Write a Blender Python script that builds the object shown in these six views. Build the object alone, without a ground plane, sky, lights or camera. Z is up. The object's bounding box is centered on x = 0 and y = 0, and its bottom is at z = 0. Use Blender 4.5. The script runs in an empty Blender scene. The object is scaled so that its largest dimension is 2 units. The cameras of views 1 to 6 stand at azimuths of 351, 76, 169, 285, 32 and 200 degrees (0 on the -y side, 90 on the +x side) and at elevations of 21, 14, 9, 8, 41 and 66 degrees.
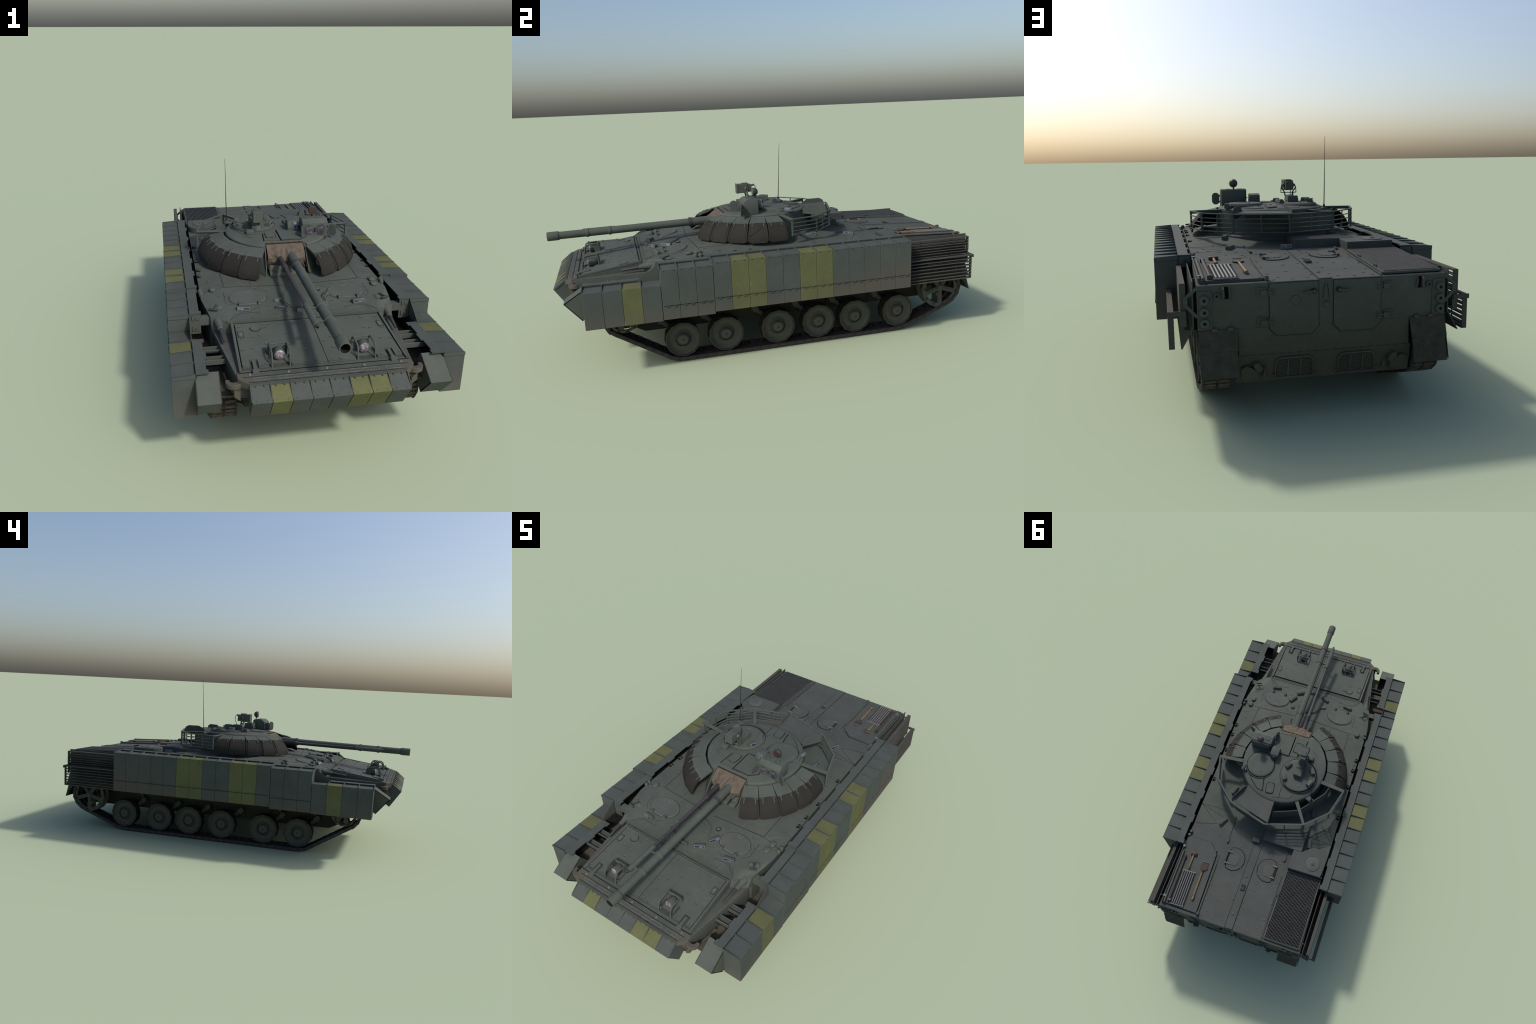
# Infantry fighting vehicle with side armour blocks, slat screens and a rubber-skirted turret.
# Metres, z up, nose towards -y.  Everything is built from parts, profiles and rules below.
import bpy, bmesh, math, random
from mathutils import Vector, Matrix, noise

random.seed(7)
V = Vector
PI = math.pi

# ----------------------------------------------------------------------------- materials
def new_mat(name):
    m = bpy.data.materials.new(name)
    m.use_nodes = True
    nt = m.node_tree
    for n in list(nt.nodes):
        nt.nodes.remove(n)
    out = nt.nodes.new("ShaderNodeOutputMaterial")
    b = nt.nodes.new("ShaderNodeBsdfPrincipled")
    nt.links.new(b.outputs[0], out.inputs[0])
    return m, nt, b

def ramp(nt, fac, stops):
    r = nt.nodes.new("ShaderNodeValToRGB")
    els = r.color_ramp.elements
    while len(els) < len(stops):
        els.new(0.5)
    for e, (p, c) in zip(els, stops):
        e.position = p
        e.color = (*c, 1) if len(c) == 3 else c
    nt.links.new(fac, r.inputs[0])
    return r.outputs[0]

def noise_fac(nt, coord, scale, detail=4, rough=0.6, stretch=None):
    n = nt.nodes.new("ShaderNodeTexNoise")
    n.inputs["Scale"].default_value = scale
    n.inputs["Detail"].default_value = detail
    n.inputs["Roughness"].default_value = rough
    if stretch:
        mp = nt.nodes.new("ShaderNodeMapping")
        mp.inputs["Scale"].default_value = stretch
        nt.links.new(coord, mp.inputs[0])
        coord = mp.outputs[0]
    nt.links.new(coord, n.inputs["Vector"])
    return n.outputs["Fac"]

def mix(nt, fac, a, b):
    m = nt.nodes.new("ShaderNodeMix")
    m.data_type = 'RGBA'
    for sock, val in ((m.inputs[0], fac), (m.inputs[6], a), (m.inputs[7], b)):
        if isinstance(val, (int, float)):
            sock.default_value = val
        elif isinstance(val, tuple):
            sock.default_value = (*val, 1)
        else:
            nt.links.new(val, sock)
    return m.outputs[2]

def math_node(nt, op, a, b=None, clamp=False):
    m = nt.nodes.new("ShaderNodeMath")
    m.operation = op
    m.use_clamp = clamp
    for i, val in enumerate((a, b)):
        if val is None:
            continue
        if isinstance(val, (int, float)):
            m.inputs[i].default_value = val
        else:
            nt.links.new(val, m.inputs[i])
    return m.outputs[0]

def sc(c, k):
    return tuple(x * k for x in c)

DUST = (0.090, 0.083, 0.067)

def paint(name, base, dust=0.25, dirt_low=None, rough=0.72, grain=0.10, dustcol=DUST, scratch=0.35, rnd=0.0, xdust=None):
    """Worn military paint: mottled base, thin scratches, patches of dust, optional mud that sits low."""
    m, nt, b = new_mat(name)
    geo = nt.nodes.new("ShaderNodeNewGeometry")
    tc = nt.nodes.new("ShaderNodeTexCoord")
    pos = geo.outputs["Position"] if dirt_low or rnd else tc.outputs["Object"]
    big = noise_fac(nt, pos, 9, 5, 0.62)
    col = ramp(nt, big, [(0.25, sc(base, 0.80)), (0.5, sc(base, 0.98)), (0.78, sc(base, 1.17))])
    streak = noise_fac(nt, pos, 60, 3, 0.6, (0.35, 1.6, 1.6))
    col = mix(nt, ramp(nt, streak, [(0.30, (0.42,) * 3), (0.52, (0, 0, 0))]), col, sc(base, 0.78))
    fine = noise_fac(nt, pos, 240, 3, 0.7)
    col = mix(nt, ramp(nt, fine, [(0.3, (0, 0, 0)), (0.75, (grain * 2.2,) * 3)]), col, sc(base, 1.5))
    if scratch:
        s1 = noise_fac(nt, pos, 26, 2, 0.5, (1, 0.25, 0.6))
        s2 = noise_fac(nt, pos, 90, 4, 0.7, (2.2, 0.4, 0.7))
        msk = math_node(nt, 'MULTIPLY', ramp(nt, s1, [(0.56, (0, 0, 0)), (0.66, (1, 1, 1))]),
                        ramp(nt, s2, [(0.56, (0, 0, 0)), (0.68, (scratch,) * 3)]))
        col = mix(nt, msk, col, sc(base, 1.7))
    d = noise_fac(nt, pos, 5.5, 6, 0.68)
    col = mix(nt, ramp(nt, d, [(0.50, (0, 0, 0)), (0.75, (dust,) * 3)]), col, dustcol)
    if xdust:
        sx = nt.nodes.new("ShaderNodeSeparateXYZ")
        nt.links.new(geo.outputs["Position"], sx.inputs[0])
        ax = math_node(nt, 'ABSOLUTE', sx.outputs[0])
        mr = nt.nodes.new("ShaderNodeMapRange")
        mr.inputs[1].default_value, mr.inputs[2].default_value = xdust[0], xdust[1]
        nt.links.new(ax, mr.inputs[0])
        f = math_node(nt, 'MULTIPLY', mr.outputs[0], math_node(nt, 'ADD', noise_fac(nt, pos, 20, 5, 0.7), 0.25), True)
        col = mix(nt, f, col, xdust[2])
    if dirt_low:
        z0, z1, amount = dirt_low          # full mud at z0, clean at z1
        sep = nt.nodes.new("ShaderNodeSeparateXYZ")
        nt.links.new(geo.outputs["Position"], sep.inputs[0])
        mr = nt.nodes.new("ShaderNodeMapRange")
        mr.inputs[1].default_value, mr.inputs[2].default_value = z1, z0
        my = nt.nodes.new("ShaderNodeMapRange")
        my.inputs[1].default_value, my.inputs[2].default_value = 0.05, 0.65
        my.inputs[4].default_value = 0.10
        nt.links.new(sep.outputs[1], my.inputs[0])
        nt.links.new(math_node(nt, 'SUBTRACT', sep.outputs[2], my.outputs[0]), mr.inputs[0])
        speck = noise_fac(nt, pos, 150, 5, 0.75)
        cloud = noise_fac(nt, pos, 14, 4, 0.6)
        f = math_node(nt, 'ADD', mr.outputs[0], math_node(nt, 'MULTIPLY', math_node(nt, 'SUBTRACT', cloud, 0.5), 0.9))
        f = math_node(nt, 'ADD', f, math_node(nt, 'MULTIPLY', math_node(nt, 'SUBTRACT', speck, 0.5), 2.4))
        f = math_node(nt, 'MULTIPLY', f, mr.outputs[0], True)
        f = math_node(nt, 'MULTIPLY', f, amount, True)
        col = mix(nt, f, col, dustcol)
    nt.links.new(col, b.inputs["Base Color"])
    b.inputs["Roughness"].default_value = rough
    b.inputs["Specular IOR Level"].default_value = 0.10
    bump = nt.nodes.new("ShaderNodeBump")
    bump.inputs["Strength"].default_value = 0.12
    bump.inputs["Distance"].default_value = 0.0015
    nt.links.new(fine, bump.inputs["Height"])
    nt.links.new(bump.outputs[0], b.inputs["Normal"])
    return m

def plain(name, c, rough=0.6, metal=0.0, var=0.2, scale=60, spec=0.3, c2=None):
    m, nt, b = new_mat(name)
    tc = nt.nodes.new("ShaderNodeTexCoord")
    n = noise_fac(nt, tc.outputs["Object"], scale, 4, 0.65)
    col = ramp(nt, n, [(0.3, sc(c, 1 - var)), (0.7, c2 or sc(c, 1 + var))])
    nt.links.new(col, b.inputs["Base Color"])
    b.inputs["Roughness"].default_value = rough
    b.inputs["Metallic"].default_value = metal
    b.inputs["Specular IOR Level"].default_value = spec
    return m

GREY = (0.070, 0.080, 0.070)
M = {}
M['paint'] = paint("grey_green_paint", GREY, dust=0.22)
M['hull'] = paint("hull_paint", GREY, dust=0.30, dirt_low=(0.15, 0.42, 0.9), dustcol=(0.060, 0.054, 0.039))
M['roof'] = paint("roof_paint", sc(GREY, 0.97), dust=0.24, scratch=0.5)
M['rear_roof'] = paint("rear_roof_paint", (0.063, 0.069, 0.064), dust=0.33, scratch=0.45)
M['nose'] = paint("dusty_nose_paint", (0.064, 0.071, 0.063), dust=0.40, xdust=(0.22, 0.32, (0.092, 0.080, 0.060)))
M['ledge'] = paint("dusty_ledge_paint", (0.066, 0.071, 0.062), dust=0.6)
M['hatch'] = paint("worn_hatch_paint", (0.073, 0.080, 0.073), dust=0.2, scratch=0.5)
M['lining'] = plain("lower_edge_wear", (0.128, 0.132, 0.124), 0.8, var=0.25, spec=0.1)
M['fender'] = paint("dusty_fender_paint", (0.075, 0.070, 0.056), dust=1.0, dustcol=(0.115, 0.095, 0.066))
M['block'] = paint("armour_block_paint", (0.063, 0.073, 0.068), dust=0.10, dirt_low=(0.24, 0.40, 0.95), rnd=1, dustcol=(0.086, 0.078, 0.066))
M['yellow'] = paint("yellow_green_paint", (0.100, 0.106, 0.050), dust=0.12, dirt_low=(0.235, 0.36, 0.75), rnd=1, dustcol=(0.110, 0.098, 0.060))
M['noseyellow'] = paint("nose_yellow_paint", (0.101, 0.108, 0.050), dust=0.12)
M['lowhull'] = paint("muddy_hull_paint", (0.040, 0.038, 0.028), dust=0.6, dustcol=(0.055, 0.045, 0.030), scratch=0)
M['turret'] = paint("turret_paint", (0.068, 0.079, 0.070), dust=0.18)
M['slat'] = paint("slat_paint", (0.060, 0.058, 0.052), dust=0.75, rnd=1)
M['wheel'] = paint("wheel_paint", (0.074, 0.077, 0.064), dust=0.75, dustcol=(0.072, 0.060, 0.040), scratch=0)
M['wing'] = paint("wing_paint", (0.058, 0.062, 0.056), dust=0.5, dustcol=(0.09, 0.08, 0.065))
M['ring'] = plain("outline_dark", (0.046, 0.050, 0.046), 0.9, var=0.2, spec=0.05)  # darker outline tone for flat bolt rings, vane border and rail web
M['wheelrim'] = paint("muddy_rim_paint", (0.052, 0.049, 0.038), dust=0.8, dustcol=(0.064, 0.055, 0.040), scratch=0)
M['dark'] = plain("near_black", (0.006, 0.006, 0.006), 0.9, var=0.3, spec=0.05)  # near-black colour that paints shade into joints, slots and recesses
M['seam'] = plain("seam_dark", (0.026, 0.027, 0.025), 0.9, var=0.3, spec=0.05)  # colour of raised strips painting in the shade of panel joints; also dark fittings
M['weld'] = plain("light_weld", (0.105, 0.110, 0.100), 0.8, var=0.25, spec=0.1)
M['tyre'] = plain("tyre_rubber", (0.020, 0.018, 0.015), 0.9, var=0.35, spec=0.12)
M['track'] = plain("track_steel", (0.032, 0.029, 0.030), 0.75, var=0.4, spec=0.2, c2=(0.052, 0.045, 0.042))
M['trackmud'] = plain("track_pad_dirt", (0.085, 0.072, 0.055), 0.9, var=0.3, spec=0.1)
M['horn'] = plain("track_horn_steel", (0.092, 0.089, 0.090), 0.6, var=0.2)
M['flapmud'] = plain("mud_flap_rubber", (0.048, 0.046, 0.037), 0.9, var=0.25, spec=0.12, scale=35)
M['gunmetal'] = plain("gun_steel", (0.040, 0.036, 0.038), 0.55, var=0.15)
M['bore'] = plain("bore_dark", (0.010, 0.009, 0.008), 0.8)
M['steel'] = plain("bare_steel", (0.120, 0.119, 0.114), 0.5, var=0.15)
M['rustbrown'] = plain("red_brown_paint", (0.045, 0.031, 0.027), 0.7, var=0.25)
M['wood'] = plain("wooden_handle_wood", (0.185, 0.122, 0.058), 0.7, var=0.25, scale=120)
M['redlens'] = plain("red_glass", (0.044, 0.024, 0.023), 0.25, var=0.15, spec=0.5)
M['amber'] = plain("amber_paint", (0.20, 0.13, 0.045), 0.6, var=0.15)
M['orange'] = plain("orange_clip", (0.13, 0.078, 0.032), 0.7, var=0.3)
M['cap'] = plain("black_rubber", (0.012, 0.012, 0.012), 0.85)
M['whiteframe'] = plain("periscope_frame", (0.155, 0.150, 0.150), 0.5, var=0.15)
M['oval'] = plain("cover_paint", (0.055, 0.062, 0.060), 0.7, var=0.12, spec=0.2)

def rubber_skirt():
    m, nt, b = new_mat("rubber_skirt")
    tc = nt.nodes.new("ShaderNodeTexCoord")
    big = noise_fac(nt, tc.outputs["Object"], 14, 4, 0.6)
    fine = noise_fac(nt, tc.outputs["Object"], 330, 3, 0.7)
    col = ramp(nt, big, [(0.25, (0.0205, 0.0198, 0.0172)), (0.75, (0.0295, 0.0280, 0.0245))])
    col = mix(nt, ramp(nt, fine, [(0.4, (0, 0, 0)), (0.7, (0.25,) * 3)]), col, (0.020, 0.017, 0.014))
    nt.links.new(col, b.inputs["Base Color"])
    b.inputs["Roughness"].default_value = 0.85
    b.inputs["Specular IOR Level"].default_value = 0.15
    bp = nt.nodes.new("ShaderNodeBump")
    bp.inputs["Strength"].default_value = 0.25
    bp.inputs["Distance"].default_value = 0.001
    nt.links.new(fine, bp.inputs["Height"])
    nt.links.new(bp.outputs[0], b.inputs["Normal"])
    return m
M['skirt'] = rubber_skirt()

def canvas():
    m, nt, b = new_mat("tan_canvas")
    tc = nt.nodes.new("ShaderNodeTexCoord")
    a = noise_fac(nt, tc.outputs["Object"], 30, 6, 0.7)
    f = noise_fac(nt, tc.outputs["Object"], 260, 2, 0.6)
    col = ramp(nt, a, [(0.30, (0.058, 0.047, 0.036)), (0.5, (0.102, 0.084, 0.066)), (0.78, (0.126, 0.105, 0.084))])  # darkest stop paints the shade of folds into the cloth colour
    col = mix(nt, ramp(nt, f, [(0.45, (0, 0, 0)), (0.7, (0.3,) * 3)]), col, (0.12, 0.085, 0.055))
    nt.links.new(col, b.inputs["Base Color"])
    b.inputs["Roughness"].default_value = 0.95
    b.inputs["Specular IOR Level"].default_value = 0.1
    return m
M['canvas'] = canvas()

def glass(name, c0, c1, c2, scale, rough=0.18):
    m, nt, b = new_mat(name)
    tc = nt.nodes.new("ShaderNodeTexCoord")
    a = noise_fac(nt, tc.outputs["Object"], scale, 3, 0.5)
    col = ramp(nt, a, [(0.36, c0), (0.52, c1), (0.68, c2)])
    nt.links.new(col, b.inputs["Base Color"])
    b.inputs["Roughness"].default_value = rough
    b.inputs["Coat Weight"].default_value = 0.4
    return m
M['glass'] = glass("periscope_glass", (0.008, 0.011, 0.026), (0.022, 0.046, 0.075), (0.12, 0.19, 0.25), 55)  # lightest stop paints a reflected streak into the glass colour
M['lens'] = glass("sight_lens", (0.032, 0.025, 0.042), (0.056, 0.046, 0.064), (0.15, 0.14, 0.20), 45)  # lightest stop paints a highlight into the lens colour
M['lamp'] = glass("headlamp_glass", (0.08, 0.065, 0.08), (0.18, 0.155, 0.18), (0.42, 0.39, 0.44), 75)

def mesh_screen():
    m, nt, b = new_mat("grille_mesh")
    tc = nt.nodes.new("ShaderNodeTexCoord")
    n = noise_fac(nt, tc.outputs["Object"], 30, 4, 0.7)
    col = ramp(nt, n, [(0.3, (0.031, 0.033, 0.032)), (0.7, (0.052, 0.054, 0.052))])
    nt.links.new(col, b.inputs["Base Color"])
    b.inputs["Roughness"].default_value = 0.7
    return m
M['mesh'] = mesh_screen()

# ----------------------------------------------------------------------------- mesh building
class MB:
    def __init__(self):
        self.v, self.f, self.m, self.mats = [], [], [], []

    def mi(self, mat):
        if mat not in self.mats:
            self.mats.append(mat)
        return self.mats.index(mat)

    def add(self, verts, faces, mat):
        o, k = len(self.v), self.mi(mat)
        self.v += [V(p) for p in verts]
        for f in faces:
            self.f.append([i + o for i in f])
            self.m.append(k)

    def box(self, lo, hi, mat):
        x0, y0, z0 = lo
        x1, y1, z1 = hi
        self.add([(x0, y0, z0), (x1, y0, z0), (x1, y1, z0), (x0, y1, z0), (x0, y0, z1), (x1, y0, z1), (x1, y1, z1), (x0, y1, z1)],
                 [(0, 3, 2, 1), (4, 5, 6, 7), (0, 1, 5, 4), (1, 2, 6, 5), (2, 3, 7, 6), (3, 0, 4, 7)], mat)

    def obox(self, c, size, mat, rot=None, top=1.0):
        """box centred on c, rotated by matrix rot, with its top face scaled by `top`"""
        R = rot or Matrix.Identity(3)
        a, b, h = (s / 2 for s in size)
        t = top
        pts = [(-a, -b, -h), (a, -b, -h), (a, b, -h), (-a, b, -h), (-a * t, -b * t, h), (a * t, -b * t, h), (a * t, b * t, h), (-a * t, b * t, h)]
        self.add([V(c) + R @ V(p) for p in pts], [(0, 3, 2, 1), (4, 5, 6, 7), (0, 1, 5, 4), (1, 2, 6, 5), (2, 3, 7, 6), (3, 0, 4, 7)], mat)

    def prism(self, poly, vec, mat):
        n, d = len(poly), V(vec)
        pts = [V(p) for p in poly]
        self.add(pts + [p + d for p in pts], [list(range(n))[::-1], [n + i for i in range(n)]] + [(i, (i + 1) % n, n + (i + 1) % n, n + i) for i in range(n)], mat)

    def plate(self, poly, zf, t, mat, sink=0.004):
        """flat plate with outline poly lying on the surface zf(x, y), t thick"""
        n = len(poly)
        self.add([(x, y, zf(x, y) - sink) for x, y in poly] + [(x, y, zf(x, y) + t) for x, y in poly],
                 [list(range(n))[::-1], [n + i for i in range(n)]] + [(i, (i + 1) % n, n + (i + 1) % n, n + i) for i in range(n)], mat)

    def frame(self, d):
        d = V(d).normalized()
        u = d.cross(V((0, 0, 1)))
        if u.length < 1e-4:
            u = V((1, 0, 0))
        u.normalize()
        return d, u, d.cross(u)

    def cyl(self, p0, p1, r0, mat, r1=None, seg=16, caps=True, mat1=None):
        r1 = r0 if r1 is None else r1
        p0, p1 = V(p0), V(p1)
        d, u, w = self.frame(p1 - p0)
        ring = [u * math.cos(2 * PI * i / seg) + w * math.sin(2 * PI * i / seg) for i in range(seg)]
        f = [(i, (i + 1) % seg, seg + (i + 1) % seg, seg + i) for i in range(seg)]
        self.add([p0 + q * r0 for q in ring] + [p1 + q * r1 for q in ring], f, mat)
        if caps:
            o = len(self.v) - 2 * seg
            self.f.append([o + i for i in range(seg)][::-1]); self.m.append(self.mi(mat))
            self.f.append([o + seg + i for i in range(seg)]); self.m.append(self.mi(mat1 or mat))

    def lathe(self, prof, o, axis, seg, mats, phase=0.0, closed=False):
        """prof: (radius, height along axis); mats: one material or one per profile span"""
        o = V(o)
        d, u, w = self.frame(axis)
        n = len(prof)
        base = len(self.v)
        for r, h in prof:
            for i in range(seg):
                a = 2 * PI * i / seg + phase
                self.v.append(o + d * h + (u * math.cos(a) + w * math.sin(a)) * r)
        for j in range(n if closed else n - 1):
            k = self.mi(mats[j] if isinstance(mats, (list, tuple)) else mats)
            j2 = (j + 1) % n
            for i in range(seg):
                self.f.append([base + j * seg + i, base + j * seg + (i + 1) % seg, base + j2 * seg + (i + 1) % seg, base + j2 * seg + i])
                self.m.append(k)
        if not closed:
            for j, rev in ((0, True), (n - 1, False)):
                if prof[j][0] > 1e-6:
                    k = self.mi((mats[min(j, n - 2)]) if isinstance(mats, (list, tuple)) else mats)
                    idx = [base + j * seg + i for i in range(seg)]
                    self.f.append(idx[::-1] if rev else idx); self.m.append(k)

    def tube(self, pts, r, mat, seg=8, closed=False):
        pts = [V(p) for p in pts]
        n = len(pts)
        base = len(self.v)
        prev = None
        for i, p in enumerate(pts):
            a = pts[i - 1] if (i or closed) else p
            b = pts[(i + 1) % n] if (i < n - 1 or closed) else p
            d = (b - a).normalized()
            if prev is None:
                _, u, _ = self.frame(d)
            else:
                u = (prev - d * prev.dot(d)).normalized()
            prev = u
            w = d.cross(u)
            for k in range(seg):
                an = 2 * PI * k / seg
                self.v.append(p + (u * math.cos(an) + w * math.sin(an)) * r)
        k0 = self.mi(mat)
        for i in range(n if closed else n - 1):
            j = (i + 1) % n
            for k in range(seg):
                self.f.append([base + i * seg + k, base + i * seg + (k + 1) % seg, base + j * seg + (k + 1) % seg, base + j * seg + k]); self.m.append(k0)
        if not closed:
            self.f.append([base + k for k in range(seg)][::-1]); self.m.append(k0)
            self.f.append([base + (n - 1) * seg + k for k in range(seg)]); self.m.append(k0)

    def dome(self, c, nrm, r, h, mat, seg=8):
        self.lathe([(r, -0.001), (r, h * 0.25), (r * 0.72, h * 0.8), (r * 0.3, h)], c, nrm, seg, mat)

    def bar(self, a, b, w, h, mat, up=(0, 0, 1)):
        """square bar from a to b, w wide sideways, h high"""
        a, b = V(a), V(b)
        d = (b - a)
        L = d.length
        d.normalize()
        s = d.cross(V(up)).normalized()
        t = s.cross(d)
        R = Matrix((d, s, t)).transposed()
        self.obox((a + b) / 2, (L, w, h), mat, R)

    def strip(self, pts, zf, w, h, mat):
        """thin flat strip following points on the surface zf"""
        fine = []
        for (x0, y0), (x1, y1) in zip(pts, pts[1:]):
            k = max(1, int(math.hypot(x1 - x0, y1 - y0) / 0.02))
            fine += [(x0 + (x1 - x0) * i / k, y0 + (y1 - y0) * i / k) for i in range(k)]
        pts = fine + [pts[-1]]
        for (x0, y0), (x1, y1) in zip(pts, pts[1:]):
            d = V((x1 - x0, y1 - y0, 0)).normalized()
            s = V((-d.y, d.x, 0)) * (w / 2)
            q = [V((x0, y0, 0)) + s, V((x0, y0, 0)) - s, V((x1, y1, 0)) - s, V((x1, y1, 0)) + s]
            self.plate([(p.x, p.y) for p in q], zf, h, mat, 0.002)

ALL = {}
def finish(mb, name, parent, bevel=0.0, smooth=35, origin=None, label_stuff=False, bseg=1):
    me = bpy.data.meshes.new(name)
    me.from_pydata([tuple(p) for p in mb.v], [], mb.f)
    for k in mb.mats:
        me.materials.append(M[k])
    me.polygons.foreach_set("material_index", mb.m)
    bm = bmesh.new()
    bm.from_mesh(me)
    bmesh.ops.remove_doubles(bm, verts=bm.verts, dist=1e-6)
    bmesh.ops.recalc_face_normals(bm, faces=bm.faces)
    if bevel:
        es = [e for e in bm.edges if len(e.link_faces) == 2 and e.calc_face_angle(0) > math.radians(28)]
        bmesh.ops.bevel(bm, geom=es, offset=bevel, segments=bseg, profile=0.5, affect='EDGES', clamp_overlap=True)
    if origin:
        bmesh.ops.translate(bm, verts=bm.verts, vec=-V(origin))
    bm.to_mesh(me)
    bm.free()
    me.polygons.foreach_set("use_smooth", [True] * len(me.polygons))
    me.set_sharp_from_angle(angle=math.radians(smooth))
    ob = bpy.data.objects.new(name, me)
    bpy.context.scene.collection.objects.link(ob)
    if origin:
        ob.location = origin
    if parent:
        ob.parent = parent
        if parent.location.length > 0:
            ob.matrix_parent_inverse = Matrix.Translation(-parent.location)
    if label_stuff:
        ob["kind"] = "stuff"
    return ob

def copy_of(ob, name, loc, parent, rot=None):
    c = ob.copy()
    c.name = name
    c.location = loc
    if rot:
        c.rotation_euler = rot
    c.parent = parent
    bpy.context.scene.collection.objects.link(c)
    return c

def interp(tab, t):
    if t <= tab[0][0]:
        return tab[0][1]
    for (a, b), (c, d) in zip(tab, tab[1:]):
        if t <= c:
            return b + (d - b) * (t - a) / (c - a)
    return tab[-1][1]

def RZ(deg):
    return Matrix.Rotation(math.radians(deg), 3, 'Z')
def RX(deg):
    return Matrix.Rotation(math.radians(deg), 3, 'X')

def rounded_rect(cx, cy, w, h, r, seg=4):
    pts = []
    for sx, sy, a0 in ((1, 1, 0), (-1, 1, 90), (-1, -1, 180), (1, -1, 270)):
        for i in range(seg + 1):
            a = math.radians(a0 + 90 * i / seg)
            pts.append((cx + sx * (w / 2 - r) + r * math.cos(a), cy + sy * (h / 2 - r) + r * math.sin(a)))
    return pts

def circle(cx, cy, rx, ry=None, seg=28, a0=0, a1=360):
    ry = ry or rx
    full = abs(a1 - a0) >= 360
    n = seg if full else seg + 1
    return [(cx + rx * math.cos(math.radians(a0 + (a1 - a0) * i / seg)), cy + ry * math.sin(math.radians(a0 + (a1 - a0) * i / seg))) for i in range(n)]

# ----------------------------------------------------------------------------- the thing
root = bpy.data.objects.new("infantry_fighting_vehicle", None)
bpy.context.scene.collection.objects.link(root)
root["label"] = "grey-green tracked fighting vehicle with armour blocks and rubber-skirted turret"
root["category"] = "armoured vehicle"

# ----------------------------------------------------------------------------- hull
ZC = [(-0.583, 0.461), (-0.34, 0.4905), (-0.19, 0.4965), (0.20, 0.489), (0.36, 0.4740), (0.45, 0.4710), (0.95, 0.447)]
ZE = [(-0.583, 0.461), (-0.535, 0.464), (-0.376, 0.474), (-0.19, 0.477), (0.35, 0.475), (0.45, 0.4715), (0.95, 0.447)]
XE = [(-0.583, 0.298), (-0.535, 0.36), (-0.40, 0.384), (0.5, 0.386), (0.95, 0.397)]
XC = 0.288

def deck(x, y):
    c, e, w = interp(ZC, y), interp(ZE, y), interp(XE, y)
    a = abs(x)
    if a <= XC or w <= XC + 1e-4:
        return c
    return c + (e - c) * min(1, (a - XC) / (w - XC))

GL0, GL1 = (-0.583, 0.4530), (-0.868, 0.4145)
def glacis(x, y):
    t = (y - GL0[0]) / (GL1[0] - GL0[0])
    return GL0[1] + (GL1[1] - GL0[1]) * t

NOSE = [(-0.925, 0.4050), (-0.868, 0.4160)]
def nosez(x, y):
    return interp(NOSE, y)

Y_REAR = 0.953
hull_mb = MB()
b = hull_mb
# roof deck: one skin over stations, with side walls down to the sponson floor
ys = sorted({y for y, _ in ZC} | {y for y, _ in ZE} | {-0.40})
sect = []
for y in ys:
    w = interp(XE, y)
    xc = min(XC, w - 0.005)
    yy = Y_REAR if y == 0.95 else y
    s = [(-w, yy, 0.31), (-w, yy, deck(w, y)), (-xc, yy, deck(xc, y)), (xc, yy, deck(xc, y)), (w, yy, deck(w, y)), (w, yy, 0.31)]
    sect.append(s)
flat = [p for s in sect for p in s]
n = 6
faces, roof = [], []
for j in range(len(sect) - 1):
    for i in range(6):
        q = (j * n + i, j * n + (i + 1) % n, (j + 1) * n + (i + 1) % n, (j + 1) * n + i)
        (roof if i in (1, 2, 3) else faces).append(q)
faces += [tuple(range(6)), tuple((len(sect) - 1) * n + i for i in range(6))]
b.add(flat, faces, 'hull')
b.add(flat, [f for f in roof if flat[f[0]][1] < 0.4], 'roof')
b.add(flat, [f for f in roof if flat[f[0]][1] >= 0.4], 'rear_roof')
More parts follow.
